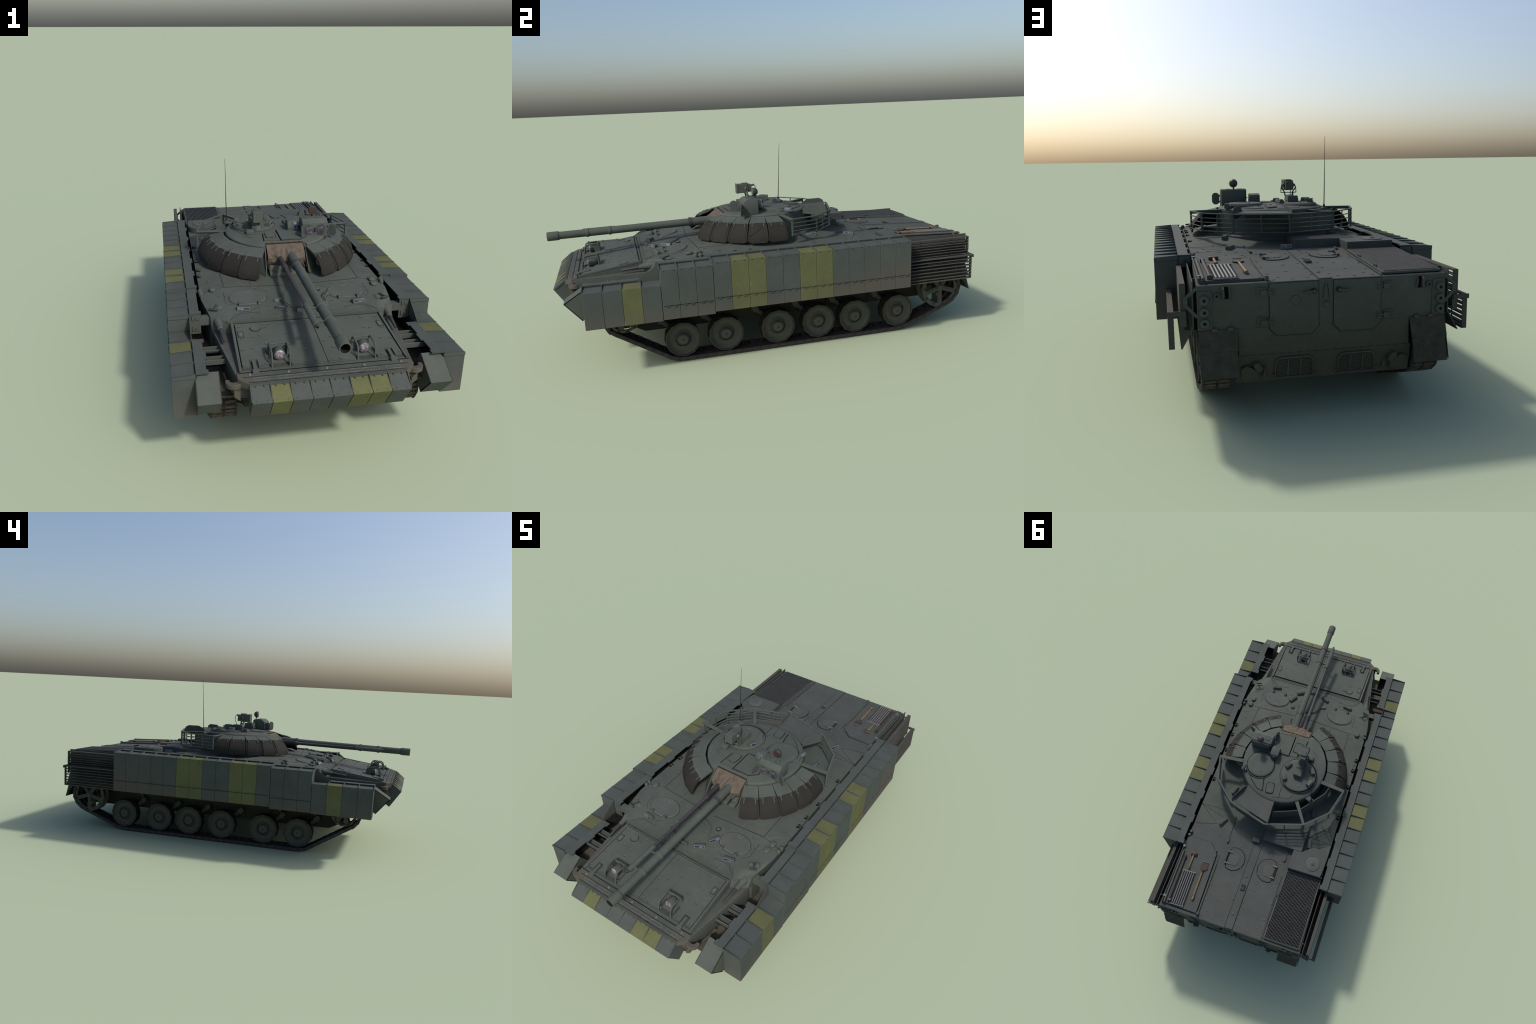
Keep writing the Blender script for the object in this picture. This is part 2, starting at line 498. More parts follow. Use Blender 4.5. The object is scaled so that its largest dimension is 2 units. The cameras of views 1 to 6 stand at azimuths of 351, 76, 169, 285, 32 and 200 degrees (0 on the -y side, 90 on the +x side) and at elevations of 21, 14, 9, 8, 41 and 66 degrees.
# bow: ledge wedge beside the glacis, then the glacis block itself
for s in (1, -1):
    b.prism([(s * 0.25, -0.575, 0.33), (s * 0.356, -0.56, 0.33), (s * 0.303, -0.893, 0.33), (s * 0.25, -0.893, 0.33)], (0, 0, 0.001), 'nose')
    b.add([(s * .25, -.56, .32), (s * .356, -.557, .32), (s * .303, -.893, .335), (s * .25, -.893, .335),
           (s * .25, -.56, .42), (s * .356, -.557, .42), (s * .303, -.893, .4095), (s * .25, -.893, .4095)],
          [(0, 3, 2, 1), (0, 1, 5, 4), (1, 2, 6, 5), (2, 3, 7, 6), (3, 0, 4, 7)], 'hull')
    b.add([(s * .25, -.56, .42), (s * .356, -.557, .42), (s * .303, -.893, .4095), (s * .25, -.893, .4095)], [(0, 1, 2, 3)], 'ledge')
    # stitched weld dashes along the ledge
    for i in range(22):
        t = 0.08 + 0.86 * i / 21
        p = V((s * .347, -.575, .4195)).lerp(V((s * .300, -.88, .4105)), t)
        b.bar(p, p + V((s * -.0010, -.0065, -.0002)), 0.0022, 0.0012, 'weld')
# cheek: sloped front from roof edge down to the ledge
    b.add([(s * .36, -.535, .464), (s * .2895, -.583, .461), (s * .2895, -.600, .418), (s * .356, -.5575, .418), (s * .27, -.535, .464), (s * .27, -.535, .41), (s * .36, -.535, .41)],
          [(0, 1, 2, 3), (0, 4, 1), (0, 3, 6), (1, 4, 5, 2)], 'paint')
gl = [(-.29, -.583, .453), (.29, -.583, .453), (.296, -.868, .4145), (-.296, -.868, .4145)]
lo = [(p[0], p[1], .37) for p in gl]
b.add(gl + lo, [(0, 1, 2, 3), (4, 7, 6, 5), (0, 4, 5, 1), (2, 3, 7, 6), (1, 2, 6, 5), (3, 0, 4, 7)], 'paint')
# nose strip
ns = [(-.303, -.868, .416), (.303, -.868, .416), (.304, -.893, .4112), (.268, -.925, .405), (-.268, -.925, .405), (-.304, -.893, .4112)]
lo = [(p[0], p[1], .385) for p in ns]
b.add(ns + lo, [(0, 1, 2, 3, 4, 5)] + [(i, (i + 1) % 6, 6 + (i + 1) % 6, 6 + i) for i in range(6)] + [(11, 10, 9, 8, 7, 6)], 'nose')
# side flange along the glacis edge
for s in (1, -1):
    b.bar((s * .287, -.59, .4575), (s * .291, -.866, .4195), 0.006, 0.007, 'paint')
    b.bar((s * .2835, -.60, .4585), (s * .2865, -.86, .4222), 0.0016, 0.003, 'lining')
# lower hull tub with its sloped bow plate and rounded belly
tub = [(-0.895, 0.40), (-0.885, 0.345), (-0.645, 0.147), (-0.60, 0.124), (0.955, 0.124), (0.957, 0.30), (0.957, 0.32), (-0.895, 0.41)]
tub = [(-0.892, 0.403), (-0.892, 0.312), (-0.880, 0.291), (-0.832, 0.262), (-0.760, 0.2225), (-0.646, 0.148), (-0.602, 0.125), (0.90, 0.125), (0.90, 0.315), (-0.60, 0.325)]
b.prism([(-0.276, y, z) for y, z in tub], (0.552, 0, 0), 'lowhull')
# fenders over the track front, inner side wall
for s in (1, -1):
    b.prism([(s * .268, -.86, .322), (s * .436, -.86, .322), (s * .436, -.30, .316), (s * .268, -.30, .316)], (0, 0, .004), 'fender')
    b.prism([(s * .268, -.30, .3161), (s * .434, -.30, .3161), (s * .434, .94, .306), (s * .268, .94, .306)], (0, 0, .004), 'fender')
hull = finish(b, "hull", root, bevel=0.0012, smooth=30)

# rear plate furniture ---------------------------------------------------------------
yr = Y_REAR + 0.0045
b = MB()
b.box((-.397, Y_REAR, .308), (.397, yr, .4465), 'hull')
b.box((-.276, .89, .2215), (.276, yr, .3085), 'hull')
b.prism([(-.283, y, z) for y, z in ((.89, .2215), (yr, .2215), (yr - .022, .1275), (.89, .1255))], (.566, 0, 0), 'hull')
def slope(mb):
    """lean the parts of the lower rear plate in with it"""
    for p in mb.v:
        if p.z < .222:
            t = (.222 - p.z) / .086
            p.y -= .022 * t
            p.z -= .0085 * t
for i in range(19):       # stitched weld line
    x = -.26 + .52 * i / 18
    b.box((x - .0065, yr, .2205), (x + .0065, yr + .0046, .2225), 'hull')
rear = finish(b, "rear_plate", hull, bevel=0.001)

def rear_door(s):
    b = MB()
    out = [(s * .0215, .4455), (s * .181, .4455), (s * .181, .301), (s * .158, .2765), (s * .045, .2765), (s * .0215, .301)]
    b.prism([(x * 1.0, yr - .001, z) for x, z in out], (0, .0016, 0), 'seam')
    c = (s * .101, .365)
    inn = [(c[0] + (x - c[0]) * .972, c[1] + (z - c[1]) * .975) for x, z in out]
    b.prism([(x, yr - .001, z) for x, z in inn], (0, .0042, 0), 'hull')
    if s > 0:   # drop-shaped firing port cover
        pts = circle(.097, .389, .0145, seg=16, a0=48, a1=312) + [(.1185, .3875)]
        b.prism([(x, yr + .003, z) for x, z in pts], (0, .0026, 0), 'hull')
    d = finish(b, "rear_door", hull, bevel=0.0008)
    b = MB()
    hx = s * .040
    b.cyl((hx, yr, .414), (hx, yr + .012, .414), .0085, 'seam', seg=14)
    b.cyl((hx, yr + .01, .414), (hx, yr + .015, .414), .0055, 'paint', seg=12)
    b.add([(hx, yr + .009, .4175), (hx, yr + .009, .4105), (hx + s * .036, yr + .009, .4095), (hx + s * .036, yr + .009, .4135), (hx, yr + .014, .4175), (hx, yr + .014, .4105), (hx + s * .036, yr + .013, .4095), (hx + s * .036, yr + .013, .4135)],
          [(0, 3, 2, 1), (4, 5, 6, 7), (0, 1, 5, 4), (1, 2, 6, 5), (2, 3, 7, 6), (3, 0, 4, 7)], 'paint')
    finish(b, "door_handle", d, bevel=0.0006)
    for z in (.418, .325):
        b = MB()
        b.box((min(s * .165, s * .184), yr, z - .0125), (max(s * .165, s * .184), yr + .0055, z + .0105), 'hull')
        b.box((min(s * .188, s * .218), yr, z - .012), (max(s * .188, s * .218), yr + .004, z + .014), 'hull')
        b.cyl((s * .165, yr + .006, z), (s * .19, yr + .006, z), .003, 'paint', seg=8)
        b.box((min(s * .186, s * .206), yr, z - .009), (max(s * .186, s * .206), yr + .010, z + .007), 'hull')
        for dx, dz in ((.169, -.008), (.169, .006), (.179, -.008), (.179, .006), (.213, -.006), (.213, .008)):
            b.dome((s * dx, yr + .0055 * (dx < .2) + .004 * (dx > .2), z + dz), (0, 1, 0), .0026, .0025, 'paint', 7)
        finish(b, "door_hinge", d, bevel=0.0006)
for s in (1, -1):
    rear_door(s)

b = MB()   # centre post with knob
b.dome((0, yr, .369), (0, 1, 0), .0105, .009, 'paint', 16)
b.dome((0, yr, .437), (0, 1, 0), .0045, .004, 'paint', 10)
for s in (1, -1):
    b.bar((s * .004, yr + .0005, .432), (s * .011, yr + .0005, .386), .0015, .0015, 'seam', up=(0, 1, 0))
finish(b, "door_knob", rear, bevel=0)

for s in (1, -1):
    b = MB()
    pts = [(s * .396, .311), (s * .352, .311), (s * .352, .424), (s * .358, .4305), (s * .396, .4305)]
    b.prism([(x, yr - .001, z) for x, z in pts], (0, .005, 0), 'hull')
    for dx, dz in ((.388, .4235), (.369, .4235), (.3575, .404), (.3575, .368), (.3575, .334)):
        b.dome((s * dx, yr + .004, dz), (0, 1, 0), .0030, .0025, 'paint', 8)
    panel = finish(b, "lamp_panel", rear, bevel=0.001)
    for z in (.404, .368, .334):
        b = MB()
        b.lathe([(.0140, 0), (.0148, .006), (.013, .011), (.0085, .0125), (.0052, .0125), (.0048, .008), (0.0001, .008)], (s * .376, yr + .003, z), (0, 1, 0), 20,
                ['paint'] * 4 + ['bore'] * 2)
        finish(b, "rear_lamp", panel, smooth=50)
    b = MB()
    b.lathe([(.0095, 0), (.0095, .006), (.0075, .011), (.0045, .011), (.004, .007), (.0001, .007)], (s * .338, yr, .4145), (0, 1, 0), 16, ['paint'] * 3 + ['bore'] * 2)
    finish(b, "convoy_lamp", rear, smooth=50)
    b = MB()   # grab step over a flat dark plate that stands in for its slot
    b.box((min(s * .302, s * .315), yr - .001, .403), (max(s * .302, s * .315), yr + .0006, .440), 'dark')
    b.tube([(s * .3185, yr, .440), (s * .3185, yr + .010, .434), (s * .3175, yr + .010, .412), (s * .3175, yr, .404)], .0035, 'hull', 8)
    b.tube([(s * .301, yr, .440), (s * .3, yr + .007, .43), (s * .2985, yr + .007, .414), (s * .297, yr, .403)], .0028, 'hull', 8)
    finish(b, "grab_step", rear)
    b = MB()   # tow fitting: rounded casting with a lug
    pts = [(.212, .150), (.232, .141), (.258, .143), (.270, .155), (.268, .186), (.252, .193), (.225, .180), (.214, .166)]
    b.prism([(s * x, yr + .001, z) for x, z in pts], (0, .013, 0), 'hull')
    pts = rounded_rect(0, 0, .020, .033, .009, 3)
    c, sn = math.cos(math.radians(38 * s)), math.sin(math.radians(38 * s))
    b.prism([(s * .218 + x * c + z * sn, yr + .002, .188 - x * sn + z * c) for x, z in pts], (0, .021, 0), 'hull')
    slope(b)
    finish(b, "tow_fitting", rear, bevel=0.005, bseg=2)
    b = MB()
    b.lathe([(.0001, 0), (.007, .004), (.0075, .012), (.003, .022), (.002, .038), (.0001, .039)], (s * .195, yr + .003, .150), (0, 0, 1), 12, 'hull')
    slope(b)
    finish(b, "drop_plug", rear)
    # water-jet grille: frame with rounded top, louvres and two stanchions
    cx = s * .101
    x0, x1 = cx - .060, cx + .060
    b = MB()
    b.box((x0, yr + .0015, .146), (x1, yr + .0028, .202), 'lowhull')
    for i in range(13):
        z = .150 + .0042 * i
        b.box((x0 + .004, yr + .002, z), (x1 - .004, yr + .0045, z + .0018), 'hull')
    fr = [(x0, .145), (x0, .190), (x0 + .005, .201), (x0 + .016, .207), (x1 - .016, .207), (x1 - .005, .201), (x1, .190), (x1, .145)]
    b.tube([(x, yr + .005, z) for x, z in fr], .0034, 'wing', 8, closed=True)
    for dx in (-.02, .02):
        b.tube([(cx + dx, yr + .006, .150), (cx + dx, yr + .006, .203)], .0028, 'wing', 8)
    for x in (x0 - .006, x1 + .006):
        b.box((x - .003, yr, .148), (x + .003, yr + .006, .158), 'hull')
    slope(b)
    finish(b, "water_jet_grille", rear, smooth=50)
    # two-piece mud flap hanging over the track
    b = MB()
    t = .004
    up = [(.2755, .957, .310), (.395, .957, .310), (.400, .972, .245), (.279, .972, .245)]
    b.prism([(s * x, y, z) for x, y, z in up], (0, t, 0), 'flapmud')
    lowp = [(.281, .970, .246), (.394, .970, .246), (.3935, .9935, .169), (.279, .9935, .169)]
    b.prism([(s * x, y, z) for x, y, z in lowp], (0, t, 0), 'flapmud')
    arch = [(.60, .308), (.957, .308), (.972, .245), (.992, .172), (.984, .176), (.965, .207), (.945, .232), (.92, .252), (.885, .266), (.84, .272), (.60, .280)]
    b.prism([(s * .3975, y, z) for y, z in arch], (s * .003, 0, 0), 'flapmud')
    finish(b, "mud_flap", hull, bevel=0.0008)
    b = MB()
    for x in (.29, .338):
        b.box((min(s * x, s * (x + .018)), .957, .306), (max(s * x, s * (x + .018)), .966, .316), 'hull')
    finish(b, "flap_hinge", hull, bevel=0.001)

# ------------------------------------------------------------ roof: rear half
def on_rear(h):
    return lambda x, y: deck(x, y) + h

# tool locker lid on the right
b = MB()
lid = [(.199, .601), (.251, .551), (.380, .551), (.388, .60), (.388, .936), (.1895, .936)]
b.plate([(.196, .600), (.250, .5485), (.3815, .5485), (.3895, .60), (.3895, .938), (.1870, .938)], deck, .0010, 'seam')
b.plate(lid, deck, .0085, 'rear_roof')
locker = finish(b, "tool_locker_lid", hull, bevel=0.0012)
lz = on_rear(.0085)
b = MB()
b.strip([(.197, .604), (.1865, .938)], deck, .004, .0005, 'seam')
b.bar((.183, .65, lz(0, .65) - .004), (.181, .935, lz(0, .935) - .004), .005, .005, 'paint')
b.obox((.181, .933, lz(0, .933) + .001), (.010, .014, .012), 'paint')
finish(b, "locker_seam", hull)
# corrugated rods rack
b = MB()
for i in range(6):
    t = (i + .5) / 6
    p0 = V((.272 + .071 * t, .742, lz(0, .742) + .004)); p1 = V((.268 + .071 * t, .924, lz(0, .924) + .004))
    b.cyl(p0, p1, .0038, 'steel', seg=8)
b.plate([(.267, .738), (.345, .740), (.341, .929), (.264, .928)], lz, .0012, 'seam', .001)
for y in (.7375, .9265):
    b.bar((.266, y, lz(0, y) + .003), (.344, y + .003, lz(0, y) + .003), .005, .004, 'steel')
finish(b, "rod_rack", locker)
# shovel
b = MB()
bl = [(.217, .700), (.221, .668), (.227, .660), (.249, .660), (.254, .668), (.258, .700), (.246, .712), (.231, .712)]
b.plate(bl, lz, .005, 'rustbrown', -.002)
b.bar((.221, .663, lz(0, .66) + .006), (.255, .665, lz(0, .66) + .006), .003, .003, 'steel')
b.cyl((.238, .708, lz(0, .708) + .006), (.2345, .868, lz(0, .868) + .006), .0042, 'wood', seg=10)
b.cyl((.238, .708, lz(0, .708) + .006), (.2377, .722, lz(0, .722) + .006), .0052, 'rustbrown', seg=10)
b.cyl((.2345, .858, lz(0, .858) + .006), (.2344, .876, lz(0, .876) + .006), .006, 'wood', seg=10)
b.obox((.2347, .86, lz(0, .86) + .004), (.014, .008, .010), 'cap')
finish(b, "shovel", locker, smooth=45)
b = MB()
b.cyl((.3165, .648, lz(0, .648) + .006), (.3155, .728, lz(0, .728) + .006), .0045, 'wood', seg=10)
b.obox((.317, .640, lz(0, .64) + .006), (.034, .016, .012), 'rustbrown', RZ(4))
b.obox((.3157, .718, lz(0, .718) + .004), (.014, .008, .010), 'cap')
finish(b, "hammer", locker, bevel=0.001, smooth=45)
b = MB()
b.cyl((.357, .660, lz(0, .66) + .007), (.352, .920, lz(0, .92) + .007), .0055, 'rustbrown', seg=10)
b.obox((.357, .672, lz(0, .67) + .005), (.016, .010, .012), 'cap')
b.obox((.352, .914, lz(0, .914) + .006), (.018, .012, .014), 'paint')
finish(b, "crowbar", locker, smooth=45)
b = MB()
b.cyl((.3775, .640, lz(0, .64) + .005), (.374, .935, lz(0, .935) + .005), .0055, 'paint', seg=10)
b.cyl((.3875, .590, lz(0, .60) + .006), (.3865, .935, lz(0, .935) + .006), .0035, 'wing', seg=8)
for y in (.615, .90):
    b.obox((.384, y, lz(0, y) + .004), (.014, .012, .012), 'steel')
finish(b, "cleaning_rod", locker, smooth=45)

# air-intake grille on the left: frame, mesh wires
b = MB()
gr = [(-.198, .566), (-.386, .562), (-.386, .938), (-.193, .938)]
b.plate(gr, deck, .006, 'dark')  # solid dark base; its colour stands for the depth between the wires
frame_b = MB()
gz = on_rear(.006)
for p, q in zip(gr, gr[1:] + gr[:1]):
    frame_b.bar((p[0], p[1], gz(*p)), (q[0], q[1], gz(*q)), .007, .007, 'paint')
for y in (.70, .86):
    frame_b.tube([(-.1945, y - .012, gz(0, y) + .002), (-.1945, y - .012, gz(0, y) + .012), (-.1945, y + .012, gz(0, y) + .012), (-.1945, y + .012, gz(0, y) + .002)], .002, 'paint', 6)
grille = finish(b, "intake_grille", hull)
finish(frame_b, "grille_frame", grille, bevel=0.001)
b = MB()
for i in range(27):
    t = (i + .5) / 27
    x0, x1 = -.198 - .188 * t, -.194 - .191 * t
    b.bar((x0, .568, gz(0, .568) + .003), (x1, .936, gz(0, .936) + .004), .0026, .006, 'mesh')
for i in range(26):
    y = .570 + .364 * i / 25
    b.bar((-.197, y, gz(0, y) + .002), (-.385, y, gz(0, y) + .002), .0013, .0016, 'mesh')
finish(b, "grille_wire", grille, label_stuff=True)

# raised intake housing in front of the grille
b = MB()
top = .5015
arc = [(-.319 + .066 * math.cos(a), .470 + .066 * math.sin(a)) for a in [math.radians(180 + 142 * i / 9) for i in range(10)]]
out = [(-.198, .556), (-.379, .553), (-.384, .50)] + arc[0:] + [(-.244, .449), (-.198, .449)]
n = len(out)
b.add([(x, y, .45) for x, y in out] + [(x, y, top - .010 * max(0, (y - .47)) / .09 * 0) for x, y in out],
      [list(range(n)), [n + i for i in range(n)]] + [(i, (i + 1) % n, n + (i + 1) % n, n + i) for i in range(n)], 'rear_roof')
mid = [(.45, .5035), (.36, .505), (.29, .498), (.235, .484)]
secs = [[(-.019, y, .455), (-.019, y, z), (-.242, y, z), (-.242, y, .455)] for y, z in mid]
flat = [p for s_ in secs for p in s_]
fs = [(j * 4 + i, j * 4 + (i + 1) % 4, (j + 1) * 4 + (i + 1) % 4, (j + 1) * 4 + i) for j in range(3) for i in range(4)] + [(0, 1, 2, 3), (12, 13, 14, 15)]
b.add(flat, fs, 'rear_roof')
housing = finish(b, "intake_housing", hull, bevel=0.0012)
b = MB()
b.lathe([(.0405, -.001), (.0405, .0006), (.0390, .0008), (.0385, .0025), (.0365, .003), (.0001, .003)], (-.319, .494, top), (0, 0, 1), 32, ['dark', 'dark', 'rear_roof', 'lining', 'hatch'])
b.lathe([(.010, 0), (.010, .003), (.006, .005), (.0001, .005)], (-.319, .494, top + .002), (0, 0, 1), 16, 'rear_roof')
finish(b, "filler_cap", housing)
b = MB()
for i in range(16):
    y = .408 + .14 * i / 15
    b.obox((-.231, y, top + .0004), (.0014, .006, .0008), 'weld')
finish(b, "weld_stitch", housing, label_stuff=True)

# centre spine of the rear roof and the two roof hatches
b = MB()
b.plate([(-.021, .585), (.021, .585), (.021, .9535), (-.021, .9535)], deck, .0035, 'rear_roof')
b.dome((.003, .665, deck(0, .665) + .0035), (0, 0, 1), .008, .003, 'paint', 14)
b.dome((.003, .875, deck(0, .875) + .0035), (0, 0, 1), .008, .003, 'paint', 14)
for i in range(3):
    y = .727 + .006 * i
    b.obox((0, y, deck(0, y) + .0075), (.022, .004, .008), 'paint')
b.obox((0, .718, deck(0, .718) + .007), (.022, .012, .010), 'seam')
spine = finish(b, "roof_spine", hull, bevel=0.001)
b = MB()
for s in (1, -1):
    b.strip([(s * .0225, .46), (s * .0225, .953)], deck, .0025, .0004, 'seam')
    b.strip([(s * .1815, .60), (s * .1815, .953)], deck, .0030, .0005, 'seam')
    b.bar((s * .186, .70, deck(0, .70) + .003), (s * .184, .945, deck(0, .945) + .003), .0035, .004, 'paint')
finish(b, "roof_seam", hull)

def roof_hatch(s):
    cx, cy = s * .100, .597
    b = MB()
    ring = circle(cx, cy, .063, .066, 18)
    # clip the outer side straight where the hinges are
    def cut(p, lim):
        return (s * min(s * p[0], lim), p[1])
    b.plate([cut(p, .136) for p in ring], deck, .0008, 'dark', .002)
    b.plate([cut(p, .133) for p in circle(cx, cy, .0600, .063, 18)], deck, .0032, 'rear_roof', .002)
    inner = [(.075, .572), (.085, .563), (.118, .563), (.118, .578), (.130, .584), (.130, .612), (.118, .618), (.118, .632), (.085, .632), (.075, .622), (.068, .597)]
    b.plate([(s * x, y) for x, y in inner], deck, .0046, 'hatch', .001)
    for a in range(0, 360, 45):
        b.dome((cx - s * .004 + .021 * math.cos(math.radians(a)), cy + .027 * math.sin(math.radians(a)), deck(0, cy) + .0045), (0, 0, 1), .0014, .001, 'weld', 6)
    h = finish(b, "roof_hatch", hull, bevel=0.0007)
    for dy in (-.032, .032):
        b = MB()
        z = deck(0, cy + dy) + .005
        b.bar((s * .117, cy + dy, z), (s * .140, cy + dy, z), .006, .006, 'steel')
        b.cyl((s * .139, cy + dy - .006, z + .001), (s * .139, cy + dy + .006, z + .001), .005, 'paint', seg=10)
        finish(b, "hatch_hinge", h, bevel=0.0006)
    b = MB()
    b.cyl((s * .140, cy - .032, deck(0, cy) + .005), (s * .140, cy + .032, deck(0, cy) + .005), .0028, 'seam', seg=8)
    finish(b, "hinge_rod", h)
for s in (1, -1):
    roof_hatch(s)

# fan-shaped seams and flat deck panels round the turret
b = MB()
for s in (1, -1):
    k = (s * .386, .352)
    for q in ((.262, .436), (.235, .345), (.30, .262), (.16, .41)):
        b.strip([k, (s * q[0], q[1])], deck, .0018, .0004, 'seam')
    b.strip([(s * .262, .436), (s * .375, .470)], deck, .0022, .0004, 'seam')
    b.strip([(s * .173, .37), (s * .165, .53)], deck, .0045, .0006, 'seam')
    b.bar((s * .171, .36, deck(.17, .36) + .003), (s * .168, .50, deck(.17, .5) + .003), .003, .004, 'paint')
    b.obox((s * .167, .508, deck(.17, .508) + .004), (.009, .024, .008), 'paint')
# front deck panel lines
    b.strip([(s * .286, -.335), (s * .288, -.19), (s * .29, .05)], deck, .0025, .0005, 'seam')
    b.strip([(s * .286, -.336), (s * .03, -.352)], deck, .0028, .0005, 'seam')
    b.strip([(s * .167, -.345), (s * .172, -.385)], deck, .0014, .0006, 'weld')
    b.strip([(s * .172, -.345), (s * .176, -.29)], deck, .0014, .0006, 'weld')
    b.strip([(s * .292, -.375), (s * .292, -.455), (s * .270, -.475)], deck, .0016, .0005, 'seam')
    b.strip([(s * .29, -.335), (s * .37, -.345)], deck, .0018, .0005, 'seam')
    b.strip([(s * .30, -.352), (s * .315, -.318), (s * .34, -.290), (s * .365, -.285), (s * .384, -.298)], deck, .0016, .0009, 'weld')
    b.strip([(s * .165, -.535), (s * .24, -.535), (s * .288, -.574)], deck, .0014, .0005, 'seam')
    b.strip([(s * .288, -.574), (s * .265, -.540), (s * .16, -.500)], deck, .0010, .0004, 'seam')
b.strip([(-.289, -.5885), (.289, -.5885)], glacis, .0032, .0012, 'seam')
b.strip([(-.289, -.578), (.289, -.578)], deck, .003, .002, 'roof')
finish(b, "deck_seam", hull)

# bolts with washers over the deck, one joined part
b = MB()
def bolt(x, y, z, r=.0042):
    b.lathe([(.0066, -.001), (.0066, .0003), (.0056, .0005), (.0053, .0009), (.0028, .0010), (.0024, .0016), (.001, .0018)], (x, y, z), (0, 0, 1), 12, ['ring', 'ring', 'ring', 'roof', 'roof', 'lining'])
for s in (1, -1):
    for x, y in ((.05, .63), (.03, .80), (.17, .665), (.172, .76), (.165, .85), (.09, .735), (.10, .83), (.05, .92), (.10, .93), (.16, .93), (.035, .72), (.14, .90), (.04, .545), (.09, .515), (.15, .54), (.03, .885)):
        bolt(s * x, y, deck(x, y))
    for x, y in ((.30, -.31), (.34, -.25), (.30, -.06), (.366, -.15), (.366, -.09), (.368, .03), (.36, .10), (.33, .20), (.34, .28), (.29, .33), (.335, .40), (.28, .47), (.32, .44), (.22, .49), (.25, -.22), (.20, -.30), (.275, -.325), (.27, -.45), (.287, -.40), (.25, -.36), (.16, -.36), (.12, -.38), (.13, -.49), (.17, -.54), (.11, -.555), (.20, -.565), (.26, -.565), (.05, -.57), (.31, -.40), (.36, .45)):
        bolt(s * x, y, deck(x, y))
for x, y in ((.21, .585), (.265, .565), (.20, .92), (.29, .93), (.205, .615)):
    bolt(x, y, lz(x, y))
finish(b, "deck_bolt", hull, label_stuff=True, smooth=40)

# ------------------------------------------------------------ roof: front half
def periscope(x, y, ang, w=.050, h=.017, d=.022, parent=None, z=None, name="periscope"):
    """wedge housing with a framed window that faces ang (degrees, 0 = nose) """
    b = MB()
    R = RZ(ang)
    z = deck(x, y) if z is None else z
    o = V((x, y, z - .002))
    hw = w / 2
    prof = [(-d * .45, 0), (-d * .5, h * .25), (-d * .35, h), (d * .3, h * .92), (d * .6, 0)]
    pts0 = [o + R @ V((-hw, p, q)) for p, q in prof]
    b.prism(pts0, R @ V((w, 0, 0)), 'paint')
    f0, f1 = V((0, prof[1][0], prof[1][1])), V((0, prof[2][0], prof[2][1]))
    up = (f1 - f0).normalized()
    nrm = V((0, -up.z, up.y))
    def quad(a, bt, tp, off, mat, th):
        c = [f0 + V((-a, 0, 0)) + up * bt, f0 + V((a, 0, 0)) + up * bt, f0 + V((a, 0, 0)) + up * tp, f0 + V((-a, 0, 0)) + up * tp]
        b.prism([o + R @ (q + nrm * off) for q in c], R @ (nrm * th), mat)
    L = (f1 - f0).length
    quad(hw * .98, 0, L * 1.0, -.001, 'whiteframe', .0018)
    quad(hw * .88, L * .18, L * .84, 0, 'glass', .0014)
    return finish(b, name, parent or hull, bevel=0.0005)

for x, y, a in ((.227, -.513, 12), (-.228, -.511, -12), (-.079, -.527, -32), (-.003, -.547, 0), (.075, -.522, 30), (.106, -.463, 62)):
    periscope(x, y, a)
periscope(.230, .222, 75, d=.02)
periscope(.231, .416, 62)
periscope(-.235, .214, -75, d=.02)
periscope(-.268, .388, -80)
periscope(.018, .458, 180, w=.042, h=.02, d=.03)

def crew_hatch(s):
    cx, cy = s * .2, -.432
    ang = 0
    b = MB()
    b.plate(circle(cx, cy, .078, .058, 34), deck, .0018, 'roof', .002)
    b.plate(circle(cx, cy, .0762, .0562, 34), deck, .0023, 'seam', .002)
    b.plate(circle(cx, cy, .0735, .0535, 34), deck, .0030, 'roof', .002)
    # cover plate with a notch at the back and two hinge cut-outs in front
    body = []
    for x, y in circle(0, 0, .070, .0505, 40, a0=-42, a1=222):
        body.append((x, y))
    body += [(-.040, -.034), (-.030, -.034), (-.030, -.046), (.030, -.046), (.030, -.034), (.040, -.034)]
    b.plate([(cx + x * 1.040, cy + y * 1.050) for x, y in body], deck, .0040, 'lining', .002)
    b.plate([(cx + x, cy + y) for x, y in body], deck, .0052, 'hatch', .002)
    b.plate(rounded_rect(cx, cy + .043, .020, .022, .0095), deck, .0056, 'lining', .001)
    b.plate(rounded_rect(cx, cy + .0445, .015, .020, .007), deck, .0060, 'roof', .001)
    for a in (-18, 12, 40, 68, 112, 140, 168, 198):
        b.dome((cx + .061 * math.cos(math.radians(a)), cy + .042 * math.sin(math.radians(a)), deck(cx, cy + .03 * math.sin(math.radians(a))) + .0052), (0, 0, 1), .0022, .0014, 'weld', 7)
    for x, y in ((0, 0), (0, .018), (-.02, -.038), (.02, -.038), (.03, -.02)):
        b.dome((cx + x, cy + y, deck(cx, cy + y) + .0052), (0, 0, 1), .0022, .0014, 'weld', 7)
    h = finish(b, "crew_hatch", hull, bevel=0.0009)
    for dx in (-.038, .038):
        b = MB()
        x, y = cx + dx, cy - .045
        b.obox((x, y, deck(x, y) + .006), (.012, .022, .012), 'paint', top=.7)
        b.cyl((x - .007, y - .004, deck(x, y) + .010), (x + .007, y - .004, deck(x, y) + .010), .004, 'seam', seg=8)
        finish(b, "hatch_hinge", h, bevel=0.0008)
for s in (1, -1):
    crew_hatch(s)

